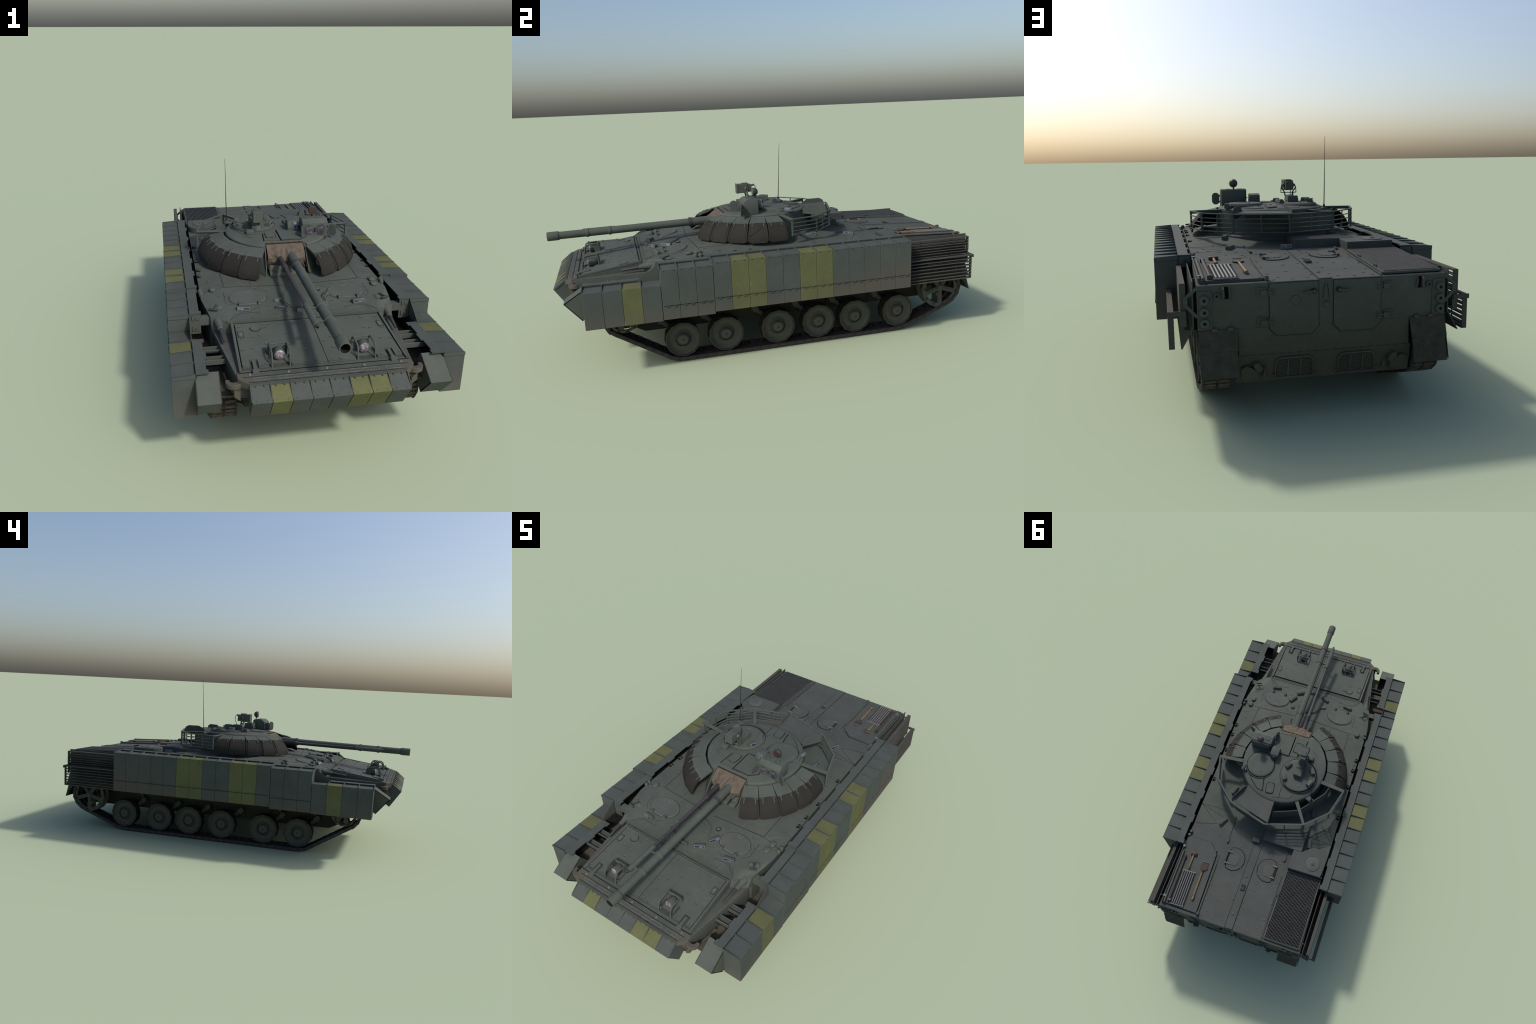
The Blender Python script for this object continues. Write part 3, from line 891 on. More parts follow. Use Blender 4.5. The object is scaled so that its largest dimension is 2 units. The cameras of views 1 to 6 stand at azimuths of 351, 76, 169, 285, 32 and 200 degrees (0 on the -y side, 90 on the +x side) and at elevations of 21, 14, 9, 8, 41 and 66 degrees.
b = MB()   # driver's hatch: low dished disc
zc = deck(0, -.462)
b.plate(circle(0, -.462, .074, .072, 36), deck, .004, 'roof', .002)
b.plate(circle(0, -.462, .068, .066, 36), deck, .0075, 'roof', .002)
b.plate(circle(0, -.462, .05, .048, 30), deck, .0085, 'roof', .002)
for a in range(0, 360, 30):
    x, y = .059 * math.cos(math.radians(a)), -.462 + .057 * math.sin(math.radians(a))
    b.dome((x, y, deck(x, y) + .0075), (0, 0, 1), .0028, .002, 'weld', 8)
finish(b, "driver_hatch", hull, bevel=0.0015)
b = MB()
b.lathe([(.012, 0), (.012, .004), (.009, .0045), (.009, .006), (.005, .009), (.0001, .0095)], (.090, -.405, deck(.09, -.405)), (0, 0, 1), 18, ['seam', 'seam', 'paint', 'paint', 'paint'])
b.dome((-.092, -.466, deck(.09, -.466)), (0, 0, 1), .012, .010, 'weld', 14)
b.obox((-.075, -.460, deck(.07, -.46) + .004), (.028, .012, .006), 'paint', RZ(20))
finish(b, "marker_lamp", hull, smooth=50)

for s in (1, -1):
    b = MB()     # cross-pressed pad with a latch
    c = V((s * .331, -.474, deck(.331, -.474) + .003))
    R = RZ(s * 22)
    for o in (-.0135, .0135):
        b.obox(c + R @ V((o, 0, 0)), (.025, .030, .008), 'paint', R, top=.35)
    b.obox(c + V((0, 0, -.003)), (.056, .036, .004), 'paint', R)
    b.bar(c + R @ V((0, .004, .006)), c + R @ V((s * .004, -.035, .004)), .005, .005, 'seam')
    b.cyl(c + R @ V((-.016, -.034, .004)), c + R @ V((.018, -.034, .004)), .0045, 'seam', seg=8)
    finish(b, "stowage_latch", hull, bevel=0.0008)
    b = MB()     # rounded tail-light style bumps
    for x, y in ((.336, -.385), (.341, -.345)) if s > 0 else ((.333, -.345),):
        b.prism([(s * q[0], q[1], deck(x, y) - .002) for q in rounded_rect(x, y, .026, .032, .010, 4)], (0, 0, .014), 'paint')
    finish(b, "grab_boss", hull, bevel=0.006, bseg=3, smooth=60)
    b = MB()
    for x, y in ((.381, -.361), (.383, -.340)):
        b.lathe([(.0085, -.006), (.0095, .004), (.0075, .013), (.004, .0155), (.0001, .016)], (s * x, y, deck(.38, y)), (0, 0, 1), 14, 'whiteframe' if 0 else 'paint')
    finish(b, "side_lamp", hull, smooth=60)
    b = MB()
    for x, y in ((.381, .525), (.384, .546)):
        b.lathe([(.008, -.004), (.009, .006), (.0075, .013), (.0001, .014)], (s * x, y, deck(.38, y)), (0, 0, 1), 12, 'paint')
    finish(b, "side_lamp", hull, smooth=60)
    b = MB()     # tie-down hooks on flat dark tiles that stand in for recesses, along the roof edge
    for y in (-.183, -.115, -.008, .19):
        z = deck(.372, y)
        b.obox((s * .373, y, z + .0002), (.018, .024, .0012), 'dark', RZ(s * 6))
        b.obox((s * .373, y, z + .002), (.016, .005, .005), 'paint', RZ(s * 6))
        b.obox((s * .379, y, z + .003), (.004, .016, .007), 'seam')
    finish(b, "tie_down", hull)

# trim vane on the glacis (plate with cut-outs), split down the middle
b = MB()
def vane(x, y):
    return glacis(x, y) + 0
o = [(-.276, -.602), (.276, -.602), (.281, -.846), (.254, -.848), (.254, -.812), (.226, -.812), (.226, -.850), (.190, -.851), (.190, -.797), (.113, -.797), (.113, -.853),
     (-.113, -.853), (-.113, -.797), (-.190, -.797), (-.190, -.851), (-.226, -.850), (-.226, -.812), (-.254, -.812), (-.254, -.848), (-.281, -.846)]
half = [p for p in o if p[0] > 0]
right = [(.0008 + .012, -.602)] + [(.276, -.602), (.281, -.846), (.254, -.848), (.254, -.812), (.226, -.812), (.226, -.850), (.190, -.851), (.190, -.797), (.113, -.797), (.113, -.853), (.013, -.853)]
left = [(.0118, -.602), (.0118, -.853)] + [(-x, y) for x, y in reversed(right[1:-1])]
for sg_ in (1, -1):
    b.plate([(sg_ * .0100, -.5990), (sg_ * .2785, -.5990), (sg_ * .2835, -.8550), (sg_ * .0100, -.8550)], glacis, .0012, 'ring')
b.plate(right, glacis, .0075, 'paint')
b.plate(left, glacis, .0075, 'paint')
vane_ob = finish(b, "trim_vane", hull, bevel=0.0012)
vz = lambda x, y: glacis(x, y) + .0075
b = MB()
def vbolt(x, y):
    b.lathe([(.0068, -.001), (.0068, .0003), (.0058, .0005), (.0055, .0009), (.0030, .0011), (.0026, .0018), (.001, .0020)], (x, y, vz(x, y)), (0, 0, 1), 12, ['ring', 'ring', 'ring', 'paint', 'paint', 'lining'])
for s in (1, -1):
    for x, y in ((.262, -.618), (.262, -.645), (.262, -.69), (.27, -.755), (.275, -.835), (.205, -.618), (.15, -.615), (.095, -.62), (.22, -.685), (.195, -.68), (.235, -.75), (.10, -.68), (.06, -.72), (.10, -.745), (.16, -.775), (.12, -.84), (.21, -.84), (.195, -.84), (.035, -.62), (.03, -.84), (.06, -.845), (.03, -.74), (.05, -.78), (.18, -.73)):
        vbolt(s * x, y)
finish(b, "vane_bolt", vane_ob, label_stuff=True, smooth=40)
b = MB()
for s in (1, -1):
    for w, h, t, mt in ((.022, .034, .0012, 'seam'), (.017, .029, .0022, 'paint'), (.008, .016, .0032, 'weld')):
        b.plate([(s * .262 + x, -.668 + y) for x, y in ((-w / 2, -h / 2), (w / 2, -h / 2), (w / 2, h / 2), (-w / 2, h / 2))], vz, t, mt, .001)
finish(b, "latch_plate", vane_ob)
b = MB()
b.plate(circle(-.205, -.638, .021, .019, 22), vz, .001, 'seam', .001)
b.plate(circle(-.205, -.638, .0185, .0165, 22), vz, .0038, 'paint', .001)
b.plate([(-.187, -.642), (-.162, -.642), (-.162, -.634), (-.187, -.634)], vz, .003, 'paint', .001)
finish(b, "port_cover", vane_ob, bevel=0.0006)
for s in (1, -1):
    b = MB()
    for w, t, mt in ((.012, .006, 'paint'),):
        b.bar((s * .240, -.818, glacis(0, -.818) + .006), (s * .240, -.868, glacis(0, -.868) + .006), w, .009, mt)
    b.obox((s * .240, -.870, glacis(0, -.868) + .004), (.022, .016, .012), 'paint')
    finish(b, "vane_hinge", hull, bevel=0.001)

# nose strip pressings and bolts
b = MB()
def stadium(x0, x1, y, w, h):
    r = w / 2
    top_, bot = [], []
    pts = [(x1 - r + r * math.cos(math.radians(a)), y + r * math.sin(math.radians(a))) for a in range(-90, 91, 30)] + [(x0 + r + r * math.cos(math.radians(a)), y + r * math.sin(math.radians(a))) for a in range(90, 271, 30)]
    for (p, q) in zip(pts, pts[1:] + pts[:1]):
        b.strip([p, q], nosez, .0020, h, 'weld')
for x0, x1 in ((-.252, -.196), (-.172, -.112), (-.112, -.05), (-.05, .01), (.01, .07), (.07, .12), (.12, .178), (.200, .255)):
    stadium(x0, x1, -.902, .013, .0012)
b.strip([(-.285, -.890), (.285, -.890)], nosez, .0022, .0010, 'seam')
b.strip([(-.270, -.915), (.270, -.915)], nosez, .0022, .0010, 'seam')
b.strip([(-.297, -.8695), (.297, -.8695)], nosez, .0022, .0010, 'dark')
for i in range(5):
    x = -.262 + .131 * i
    b.dome((x, -.880, nosez(0, -.880)), (0, 0, 1), .0055, .004, 'steel', 10)
finish(b, "nose_pressing", hull)

# headlamps with guards
def headlamp(s):
    x, y = s * .150, -.815
    z = glacis(0, y)
    b = MB()
    b.obox((x, y + .018, z + .003), (.058, .075, .004), 'paint', RX(7.7))
    b.lathe([(.0001, -.038), (.010, -.034), (.017, -.024), (.0195, -.008), (.0205, .004), (.0195, .008), (.0175, .0085)], (x, y, z + .024), (0, -1, 0), 20, 'paint')
    b.lathe([(.0175, .0086), (.015, .0105), (.009, .0125), (.0001, .013)], (x, y, z + .024), (0, -1, 0), 20, 'lamp')
    b.obox((x, y + .012, z + .008), (.012, .02, .018), 'paint')
    b.obox((x, y + .055, z + .006), (.05, .012, .010), 'paint')
    h = finish(b, "headlamp", hull, smooth=45)
    b = MB()
    for dx in (-.031, .031):
        xx = x + dx
        pts = [(xx * 1.0, -.852, glacis(0, -.852)), (xx, -.846, z + .032), (xx, -.840, z + .042), (xx, -.830, z + .047), (xx, -.790, z + .049), (xx, -.782, z + .046), (xx, -.777, z + .036), (xx, -.776, z + .004)]
        b.tube(pts, .0034, 'paint', 8)
        if s < 0:
            b.prism([(xx - .001, p[1], p[2]) for p in pts[3:]] + [(xx - .001, -.80, z + .010), (xx - .001, -.806, z + .04)], (.002, 0, 0), 'paint')
    b.tube([(x - .031, -.784, z + .047), (x + .031, -.784, z + .047)], .003, 'paint', 8)
    b.tube([(x - .031, -.779, z + .030), (x + .031, -.779, z + .030)], .003, 'paint', 8)
    finish(b, "lamp_guard", h)
for s in (1, -1):
    headlamp(s)

# bow machine guns
for s in (1, -1):
    b = MB()
    a, t = V((s * .331, -.552, .446)), V((s * .322, -.684, .434))
    d = (t - a).normalized()
    b.lathe([(.0178, -.012), (.0178, .006), (.0160, .012), (.0135, .026), (.0118, .032), (.0115, .050), (.0085, .053)], a, d, 18, 'turret')
    b.lathe([(.0085, .046), (.0085, .06), (.0062, .085), (.0050, .130), (.0038, .132), (.0001, .131)], a, d, 12, 'gunmetal')
    finish(b, "bow_machine_gun", hull, smooth=40)

# tow hooks at the bow corners
for s in (1, -1):
    b = MB()
    outer = circle(0, 0, .030, .030, 12, a0=-200, a1=20)
    inner = circle(.002, .004, .013, .013, 10, a0=20, a1=-200)
    pts = [(p[0], p[1]) for p in outer] + [(p[0], p[1]) for p in inner]
    b.prism([(s * (.314 + x), -.878 + y, .378) for x, y in pts], (0, 0, .018), 'fender')
    b.prism([(s * .296, -.905, .33), (s * .318, -.905, .35), (s * .318, -.885, .35), (s * .296, -.87, .33)], (0, 0, .03), 'nose')
    b.obox((s * .314, -.868, .352), (.010, .02, .012), 'steel')
    finish(b, "tow_hook", hull, bevel=0.0015)
    b = MB()
    b.tube([(s * .318, -.865, .345), (s * .330, -.80, .345), (s * .336, -.76, .352)], .005, 'fender', 8)
    finish(b, "tow_rod", hull)

# nose armour box: eight cells with ribs, on the bow
b = MB()
A, T, Bt, In = V((0, -.922, .405)), V((0, -.9775, .3665)), V((0, -.918, .2765)), V((0, -.863, .315))
x0, w = -.268, .536 / 8
cells = []
nose_arm = MB()
nose_arm.prism([(-.266, p.y * .997, p.z) for p in (A + V((0, .008, -.006)), T + V((0, .006, 0)), Bt + V((0, .004, .006)), In)], (.532, 0, 0), 'seam')
for i in range(9):
    x = x0 + w * i
    q = [A + V((0, -.001, .003)), T + V((0, .006, .0035)), T + V((0, .010, -.002)), A + V((0, .0, -.006))]
    nose_arm.prism([(x - .0018, p.y, p.z) for p in q], (.0036, 0, 0), 'paint')
nose_arm.bar((-.27, -.922, .4055), (.27, -.922, .4055), .005, .004, 'paint')
nose_ob = finish(nose_arm, "bow_armour", root, bevel=0.0006)
tdir = (T - A).normalized()
tn = V((0, tdir.z, -tdir.y))
if tn.z < 0:
    tn = -tn
for i in range(8):
    mat = 'noseyellow' if i in (1, 5, 6) else 'block'
    c = MB()
    xa, xb = x0 + w * i + .0009, x0 + w * (i + 1) - .0009
    c.prism([(xa, p.y, p.z) for p in (A - tn * .004 + tdir * .006, T - tn * .0006, Bt, In)], (xb - xa, 0, 0), mat)
    for dx in (.014, w - .016):
        c.dome(V((xa + dx, 0, 0)) + A + tdir * (T - A).length * .88 - tn * .002, tn, .0036, .003, mat, 8)
    for dx in (.018, w - .02):
        c.obox(V((xa + dx, 0, 0)) + A + tdir * .008 - tn * .002, (.006, .008, .005), 'paint')
    finish(c, "armour_cell", nose_ob, bevel=0.001)

# ----------------------------------------------------------------------------- side armour
SECT = [  # front y, rear y, count, block top, rail z, bottom, yellow cells, rail cells
    (-.846, -.5315, 4, .4048, .4135, .247, (2,), 3),
    (-.5305, -.310, 3, .4684, .4765, .2505, (), 3),
    (-.309, .607, 12, .4790, .4875, .2595, (1, 2, 5, 6), 12),
]
XI, XO = .4375, .5195
side_parent = {}
for s in (1, -1):
    for k, (y0, y1, n, zt, zr, zb, yel, nr) in enumerate(SECT):
        w = (y1 - y0) / n
        b = MB()
        yre = y0 + w * nr
        # backing plate, rail on top, closing plates
        b.box((min(s * (XI - .004), s * (XI + .004)), y0 + .002, zb + .004), (max(s * (XI - .004), s * (XI + .004)), y1 - .002, zt - .002), 'seam')
        b.box((min(s * (XI - .0035), s * (XI - .0008)), y0 + .001, zt - .01), (max(s * (XI - .0035), s * (XI - .0008)), yre - .001, zr - .0038), 'ring')
        rail_out = [(XI, y0), (XI, yre), (.393, yre)]
        tabs = max(1, round((yre - y0) / .155))
        L = (yre - y0) / tabs
        for j in range(tabs):
            e = yre - L * j
            rail_out += [(.393, e - .024), (.400, e - .024), (.400, e - L + .024), (.393, e - L + .024)]
        rail_out += [(.393, y0)]
        b.prism([(s * x, y, zr - .004) for x, y in rail_out], (0, 0, .004), 'block')
        if k:
            b.box((min(s * .395, s * .4365), y0 + .001, zr - .085 if k == 1 else zr - .03), (max(s * .395, s * .4365), y0 + .005, zr - .0045), 'paint')
            if k == 1:
                for dz in (.018, .062):
                    b.obox((s * .416, y0 - .0003, zr - dz), (.026, .004, .018), 'paint')
                    b.dome((s * .416, y0 - .002, zr - dz), (0, -1, 0), .004, .003, 'paint', 8)
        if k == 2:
            b.box((min(s * .384, s * .434), y0 + .006, .452), (max(s * .384, s * .434), y1 - .006, .455), 'dark')  # added dark plate that blackens the slot between hull and rail
            b.box((min(s * .393, s * .4365), y1 - .005, zr - .045), (max(s * .393, s * .4365), y1 - .001, zr - .0045), 'paint')
            b.dome((s * .414, y1 - .001, zr - .022), (0, 1, 0), .004, .003, 'paint', 8)
        # ribs between the cells
        for i in range(n + 1):
            y = y0 + w * i
            ri = zr if i <= nr else zt + .003
            b.prism([(s * XI, y - .0021, ri), (s * (XO - .002), y - .0021, zt + .0030), (s * (XO - .0005), y - .0021, zt + .0012), (s * (XO - .0005), y - .0021, zt - .01), (s * XI, y - .0021, zt - .01)], (0, .0042, 0), 'block')
        if k == 1:   # gusset running down to the front section
            b.prism([(s * (XI - .001), y0, zr - .002), (s * (XI - .001), y0 - .092, .412), (s * (XI - .001), y0 - .092, .402), (s * (XI - .001), y0, .38)], (s * .003, 0, 0), 'paint')
        part = finish(b, "side_armour", root, bevel=0.0007)
        side_parent[(s, k)] = part
        hz = zb + .0605
        for i in range(n):
            mat = 'yellow' if i in yel else 'block'
            xa, xb = s * (XI + .001), s * XO
            ya, yb = y0 + w * i + .0004, y0 + w * (i + 1) - .0004
            c = MB()
            c.box((min(xa, xb), ya, zb), (max(xa, xb), yb, zt), mat)
            ob = finish(c, "armour_block", part, bevel=0.0013, origin=((xa + xb) / 2, (ya + yb) / 2, (zb + zt) / 2))
            ob.rotation_euler = (random.uniform(-.002, .002), random.uniform(-.003, .003), random.uniform(-.002, .002))
        if k:
            c = MB()
            X = s * XO
            c.box((min(X, X + s * .0006), y0 + .006, hz - .0010), (max(X, X + s * .0006), y1 - .004, hz + .0010), 'dark')
            for i in range(n):
                mat = 'yellow' if i in yel else 'block'
                for o in (.28, .70):
                    yc = y0 + w * (i + o)
                    for d, dz, ll in ((-.0065, .0026, .005), (.0, -.0024, .012), (.0065, .0026, .005)):
                        c.box((min(X - s * .001, X + s * .0032), yc + d - ll / 2, hz + dz - .0016), (max(X - s * .001, X + s * .0032), yc + d + ll / 2, hz + dz + .0016), mat)
            finish(c, "flap_hinge", part, label_stuff=True)
            c = MB()
            for i in range(n):
                for o in (.22, .78):
                    yc = y0 + w * (i + o)
                    c.box((min(X, X + s * .0008), yc - .004, zt - .0068), (max(X, X + s * .0008), yc + .004, zt - .0052), 'seam')
            finish(c, "cover_bolt", part, label_stuff=True)
    # beams that carry the front section
    b = MB()
    for y, x0 in ((-.662, .338), (-.731, .326)):      # U channels
        for ya, yb, za, zb_ in ((y - .015, y + .015, .376, .382), (y - .015, y - .011, .376, .400), (y + .011, y + .015, .376, .400)):
            b.box((min(s * x0, s * .437), ya, za), (max(s * x0, s * .437), yb, zb_), 'hull')
    b.prism([(s * .355, -.530, .456), (s * .355, -.500, .456), (s * .355, -.500, .425), (s * .355, -.530, .425)], (s * .045, 0, 0), 'paint')
    finish(b, "armour_beam", side_parent[(s, 0)], bevel=0.0008)
    # shell over the track front
    b = MB()
    t = .004
    prof = [(-.828, .406), (-.926, .345), (-.858, .264)]
    prof2 = [(-.828, .402), (-.921, .344), (-.855, .2665)]
    xa, xb = .3585, .4400
    # top and front skins
    for (p, q), (p2, q2) in (((prof[0], prof[1]), (prof2[0], prof2[1])), ((prof[1], prof[2]), (prof2[1], prof2[2]))):
        b.prism([(s * xa, p[0], p[1]), (s * xa, q[0], q[1]), (s * xa, q2[0], q2[1]), (s * xa, p2[0], p2[1])], (s * (xb - xa), 0, 0), 'paint')
    # inner cheek
    b.prism([(s * xa, *prof[0]), (s * xa, *prof[1]), (s * xa, *prof[2]), (s * xa, -.775, .318)], (s * .003, 0, 0), 'paint')
    b.prism([(s * (xb - .003), *prof[0]), (s * (xb - .003), *prof[1]), (s * (xb - .003), *prof[2]), (s * (xb - .003), -.775, .318)], (s * .003, 0, 0), 'paint')
    b.prism([(s * xa, -.828, .404), (s * xb, -.828, .404), (s * xb, -.80, .405), (s * xa, -.80, .405)][:0] or [(s * .41, -.85, .39), (s * .437, -.85, .39), (s * .437, -.82, .405), (s * .41, -.82, .405)], (0, 0, .003), 'paint')
    finish(b, "fender_shell", side_parent[(s, 0)], bevel=0, smooth=8)

# ----------------------------------------------------------------------------- slat screens at the rear
for s in (1, -1):
    b = MB()
    y0, y1 = .600, .955
    def slat(x, z, wx, hz, ya=y0, yb=y1):
        b.box((min(s * (x - wx), s * x), ya, z - hz / 2), (max(s * (x - wx), s * x), yb, z + hz / 2), 'slat')
    # upper screen
    for i, z in enumerate((.4515, .4355, .4220, .4088, .3958, .3835, .3700, .3570, .3440, .3310)):
        slat(.4465, z, .017, .0036 if i else .006, y0, y1 - .008)
    for y in (.70, .86):
        b.box((min(s * .431, s * .434), y, .337), (max(s * .431, s * .434), y + .0035, .450), 'slat')
    b.box((min(s * .4285, s * .4470), y1 - .010, .322), (max(s * .4285, s * .4470), y1 - .006, .4545), 'slat')
    # lower screen
    for i, z in enumerate((.3680, .3515, .3362, .3205, .3035, .2873, .2712, .2577)):
        slat(.4830, z, .0175, .0040 if 0 < i < 7 else .0055, y0, y1 - .010)
    for y in (.72, .87):
        b.box((min(s * .467, s * .4705), y, .26), (max(s * .467, s * .4705), y + .0035, .366), 'slat')
    b.box((min(s * .4665, s * .4830), y1 - .012, .2550), (max(s * .4665, s * .4830), y1 - .008, .371), 'slat')
    b.box((min(s * .430, s * .4845), y1 - .003, .3575), (max(s * .430, s * .4845), y1 + .001, .3725), 'slat')
    b.dome((s * .477, y1 + .001, .365), (0, 1, 0), .0028, .002, 'slat', 8)
    b.box((min(s * .430, s * .4845), .62, .3575), (max(s * .430, s * .4845), .624, .3725), 'slat')
    # struts to the hull
    for z0, z1 in ((.440, .413), (.351, .386)):
        b.bar((s * .396, y1 - .001, z0), (s * .428, y1 - .001, z1), .004, .010, 'paint', up=(0, 0, 1))
    b.box((min(s * .4235, s * .436), y1 - .003, .384), (max(s * .4235, s * .436), y1 + .002, .416), 'paint')
    for z in (.391, .408):
        b.dome((s * .430, y1 + .002, z), (0, 1, 0), .003, .002, 'paint', 8)
    finish(b, "slat_screen", root, bevel=0.0005)
    # side wing plate behind the screen, flaring outwards at the bottom
    b = MB()
    pr = [(.4065, .461), (.4100, .461), (.4110, .322), (.4480, .257), (.4445, .255), (.4070, .320)]
    b.prism([(s * x, .50, z) for x, z in pr], (0, .4555, 0), 'wing')
    b.prism([(s * .397, .90, .46), (s * .408, .90, .46), (s * .408, .905, .33), (s * .397, .905, .33)], (0, .004, 0), 'wing')
    finish(b, "side_wing", root, bevel=0.0006)

# ----------------------------------------------------------------------------- running gear
WY = (-.444, -.246, .000, .1995, .3865, .6095)
WX, WZ = .3525, .1005
SEG = 12
def wheel_mesh():
    b = MB()
    def half(sg):
        k = 1 if sg > 0 else .82
        sg *= k
        pr = [(.077, sg * .004), (.0818, sg * .007), (.0818, sg * .0295), (.0800, sg * .0325), (.0745, sg * .0325), (.0730, sg * .0305), (.0700, sg * .0250),
              (.0600, sg * .0135), (.0440, sg * .0125), (.0405, sg * .0165), (.0365, sg * .0180), (.0345, sg * .0150), (.0265, sg * .0160), (.0238, sg * .0300), (.020, sg * .0335), (.006, sg * .034), (.004, sg * .033), (.0001, sg * .033)]
        ms = ['tyre', 'tyre', 'wheelrim', 'wheelrim', 'dark', 'wheel', 'wheel', 'wheel', 'wheel', 'wheel', 'dark', 'wheelrim', 'wheel', 'wheel', 'wheel', 'seam', 'wheel']
        b.lathe([(0.055, sg * .004)] + pr, (0, 0, 0), (1, 0, 0), SEG, ['tyre'] + ms, phase=.12)
    half(1)
    half(-1)
    b.cyl((-.005, 0, 0), (.005, 0, 0), .056, 'tyre', seg=SEG)
    for i in range(8):
        a = 2 * PI * i / 8 + .2
        for sg in (1, -1):
            b.cyl((sg * .0160, .039 * math.cos(a), .039 * math.sin(a)), (sg * .0200, .039 * math.cos(a), .039 * math.sin(a)), .0028, 'wheel', seg=6)
    return b

def spoked_mesh(R, ring, spokes, hub):
    b = MB()
    for sg in (1, -1):
        xo, xi = sg * .033, sg * .022
        b.lathe([(R, xo * .98), (R * .985, xo), (R - ring * .25, xo * 1.0), (R - ring * .9, xo * .97), (R - ring, xo * .9), (R - ring, xi), (R, xi)], (0, 0, 0), (1, 0, 0), 14, 'wheel', closed=True)
        for i in range(spokes):
            a = 2 * PI * i / spokes + (PI / 2 if spokes == 5 else .2) + PI
            d = V((0, math.cos(a), math.sin(a)))
            t = V((0, -math.sin(a), math.cos(a)))
            r0, r1 = hub * .6, R - ring * .6
            w0, w1 = .010, .012
            f = [d * r0 - t * w0, d * r0 + t * w0, d * r1 + t * w1, d * r1 - t * w1]
            b.prism([p + V((sg * .020, 0, 0)) for p in f], (sg * .009, 0, 0), 'wheel')
            b.prism([d * r0 - t * .003 + V((sg * .029, 0, 0)), d * r0 + t * .003 + V((sg * .029, 0, 0)), d * r1 + t * .003 + V((sg * .029, 0, 0)), d * r1 - t * .003 + V((sg * .029, 0, 0))], (sg * .003, 0, 0), 'wheel')
        for i in range(11):
            a = 2 * PI * (i + .5) / 11
            c = V((sg * .0335, (R - ring * .62) * math.cos(a), (R - ring * .62) * math.sin(a)))
            b.obox(c, (.0016, .012, .007), 'seam', Matrix.Rotation(a + PI / 2, 3, 'X'))  # flat dark tiles in place of cut pockets
        b.lathe([(hub, sg * .012), (hub, sg * .032), (hub * .85, sg * .037), (hub * .4, sg * .038), (.0001, sg * .038)], (0, 0, 0), (1, 0, 0), 12, 'wheel')
    b.cyl((-.02, 0, 0), (.02, 0, 0), hub * 1.3, 'lowhull', seg=12)
    return b

wheel_master = None
sprocket_master = None
idler_master = None
for s in (1, -1):
    for y in WY:
        if wheel_master is None:
            wheel_master = finish(wheel_mesh(), "road_wheel", root, smooth=25)
            wheel_master.location = (s * WX, y, WZ)
        else:
            copy_of(wheel_master, "road_wheel", (s * WX, y, WZ), root, (random.uniform(0, 6.28), 0, 0))
    if sprocket_master is None:
        sprocket_master = finish(spoked_mesh(.101, .021, 5, .0165), "drive_sprocket", root, smooth=30)
        sprocket_master.location = (s * WX, .8415, .190)
        idler_master = finish(spoked_mesh(.072, .012, 6, .015), "idler_wheel", root, smooth=30)
        idler_master.location = (s * WX, -.692, .239)
    else:
        copy_of(sprocket_master, "drive_sprocket", (s * WX, .8415, .190), root)
        copy_of(idler_master, "idler_wheel", (s * WX, -.692, .239), root)

# suspension: trailing arms, bump stops, mounting plates
for s in (1, -1):
    for i, y in enumerate(WY):
        b = MB()
        py, pz = y - .088, .172
        b.prism([(s * .275, q[0], q[1]) for q in rounded_rect(py + .018, .162, .085, .062, .01, 2)], (s * .007, 0, 0), 'lowhull')
        for dy, dz in ((-.014, .02), (.03, .02), (.05, -.02), (-.014, -.02), (.048, .01)):
            b.dome((s * .282, py + dy + .012, .162 + dz), (s, 0, 0), .005, .004, 'lowhull', 8)
        b.cyl((s * .268, py, pz), (s * .310, py, pz), .015, 'wheel', seg=12)
        b.cyl((s * .298, py, pz), (s * .308, y, WZ), .0115, 'wheel', r1=.014, seg=10)
        b.obox((s * .300, py - .004, pz + .006), (.022, .030, .022), 'wheel', RX(-35))
        if i in (0, 1, 5):
            b.cyl((s * .285, py + .004, pz + .010), (s * .285, py + .034, pz + .055), .0085, 'wheel', seg=10)
        b.cyl((s * .30, y, WZ), (s * .34, y, WZ), .016, 'tyre', seg=10)
        finish(b, "suspension_arm", root, smooth=40)
    b = MB()
    for y, z, r in ((-.692, .239, .02), (.8415, .190, .035)):
        b.cyl((s * .265, y, z), (s * .33, y, z), r, 'lowhull', seg=14)
    for y in (-.12, .10, .30):
        b.cyl((s * .268, y, .262), (s * .345, y, .262), .022, 'wheel', seg=14)
    finish(b, "return_roller", root, smooth=40)

# tracks: links placed along the outer path
PATH = [(-.502, .0115), (-.480, .0040), (-.455, .0012), (.608, .0012), (.632, .0040), (.655, .0115), (.868, .0895), (.905, .108), (.932, .133), (.950, .170), (.951, .212), (.936, .250), (.905, .280), (.86, .294), (.60, .294), (.30, .294), (.0, .294),
        (-.30, .297), (-.60, .316), (-.69, .325), (-.735, .316), (-.768, .290), (-.785, .252), (-.783, .214), (-.768, .180), (-.745, .1615)]
def path_sample(path):
    P = [V((p[0], p[1])) for p in path]
    segs = []
    tot = 0
    for a, c in zip(P, P[1:] + P[:1]):
        L = (c - a).length
        segs.append((tot, L, a, c))
        tot += L
    def at(t):
        t %= tot
        for st, L, a, c in segs:
            if t <= st + L + 1e-9:
                return a + (c - a) * ((t - st) / L)
        return P[0]
    return tot, at
TOT, AT = path_sample(PATH)
NL = round(TOT / .0425)
PITCH = TOT / NL

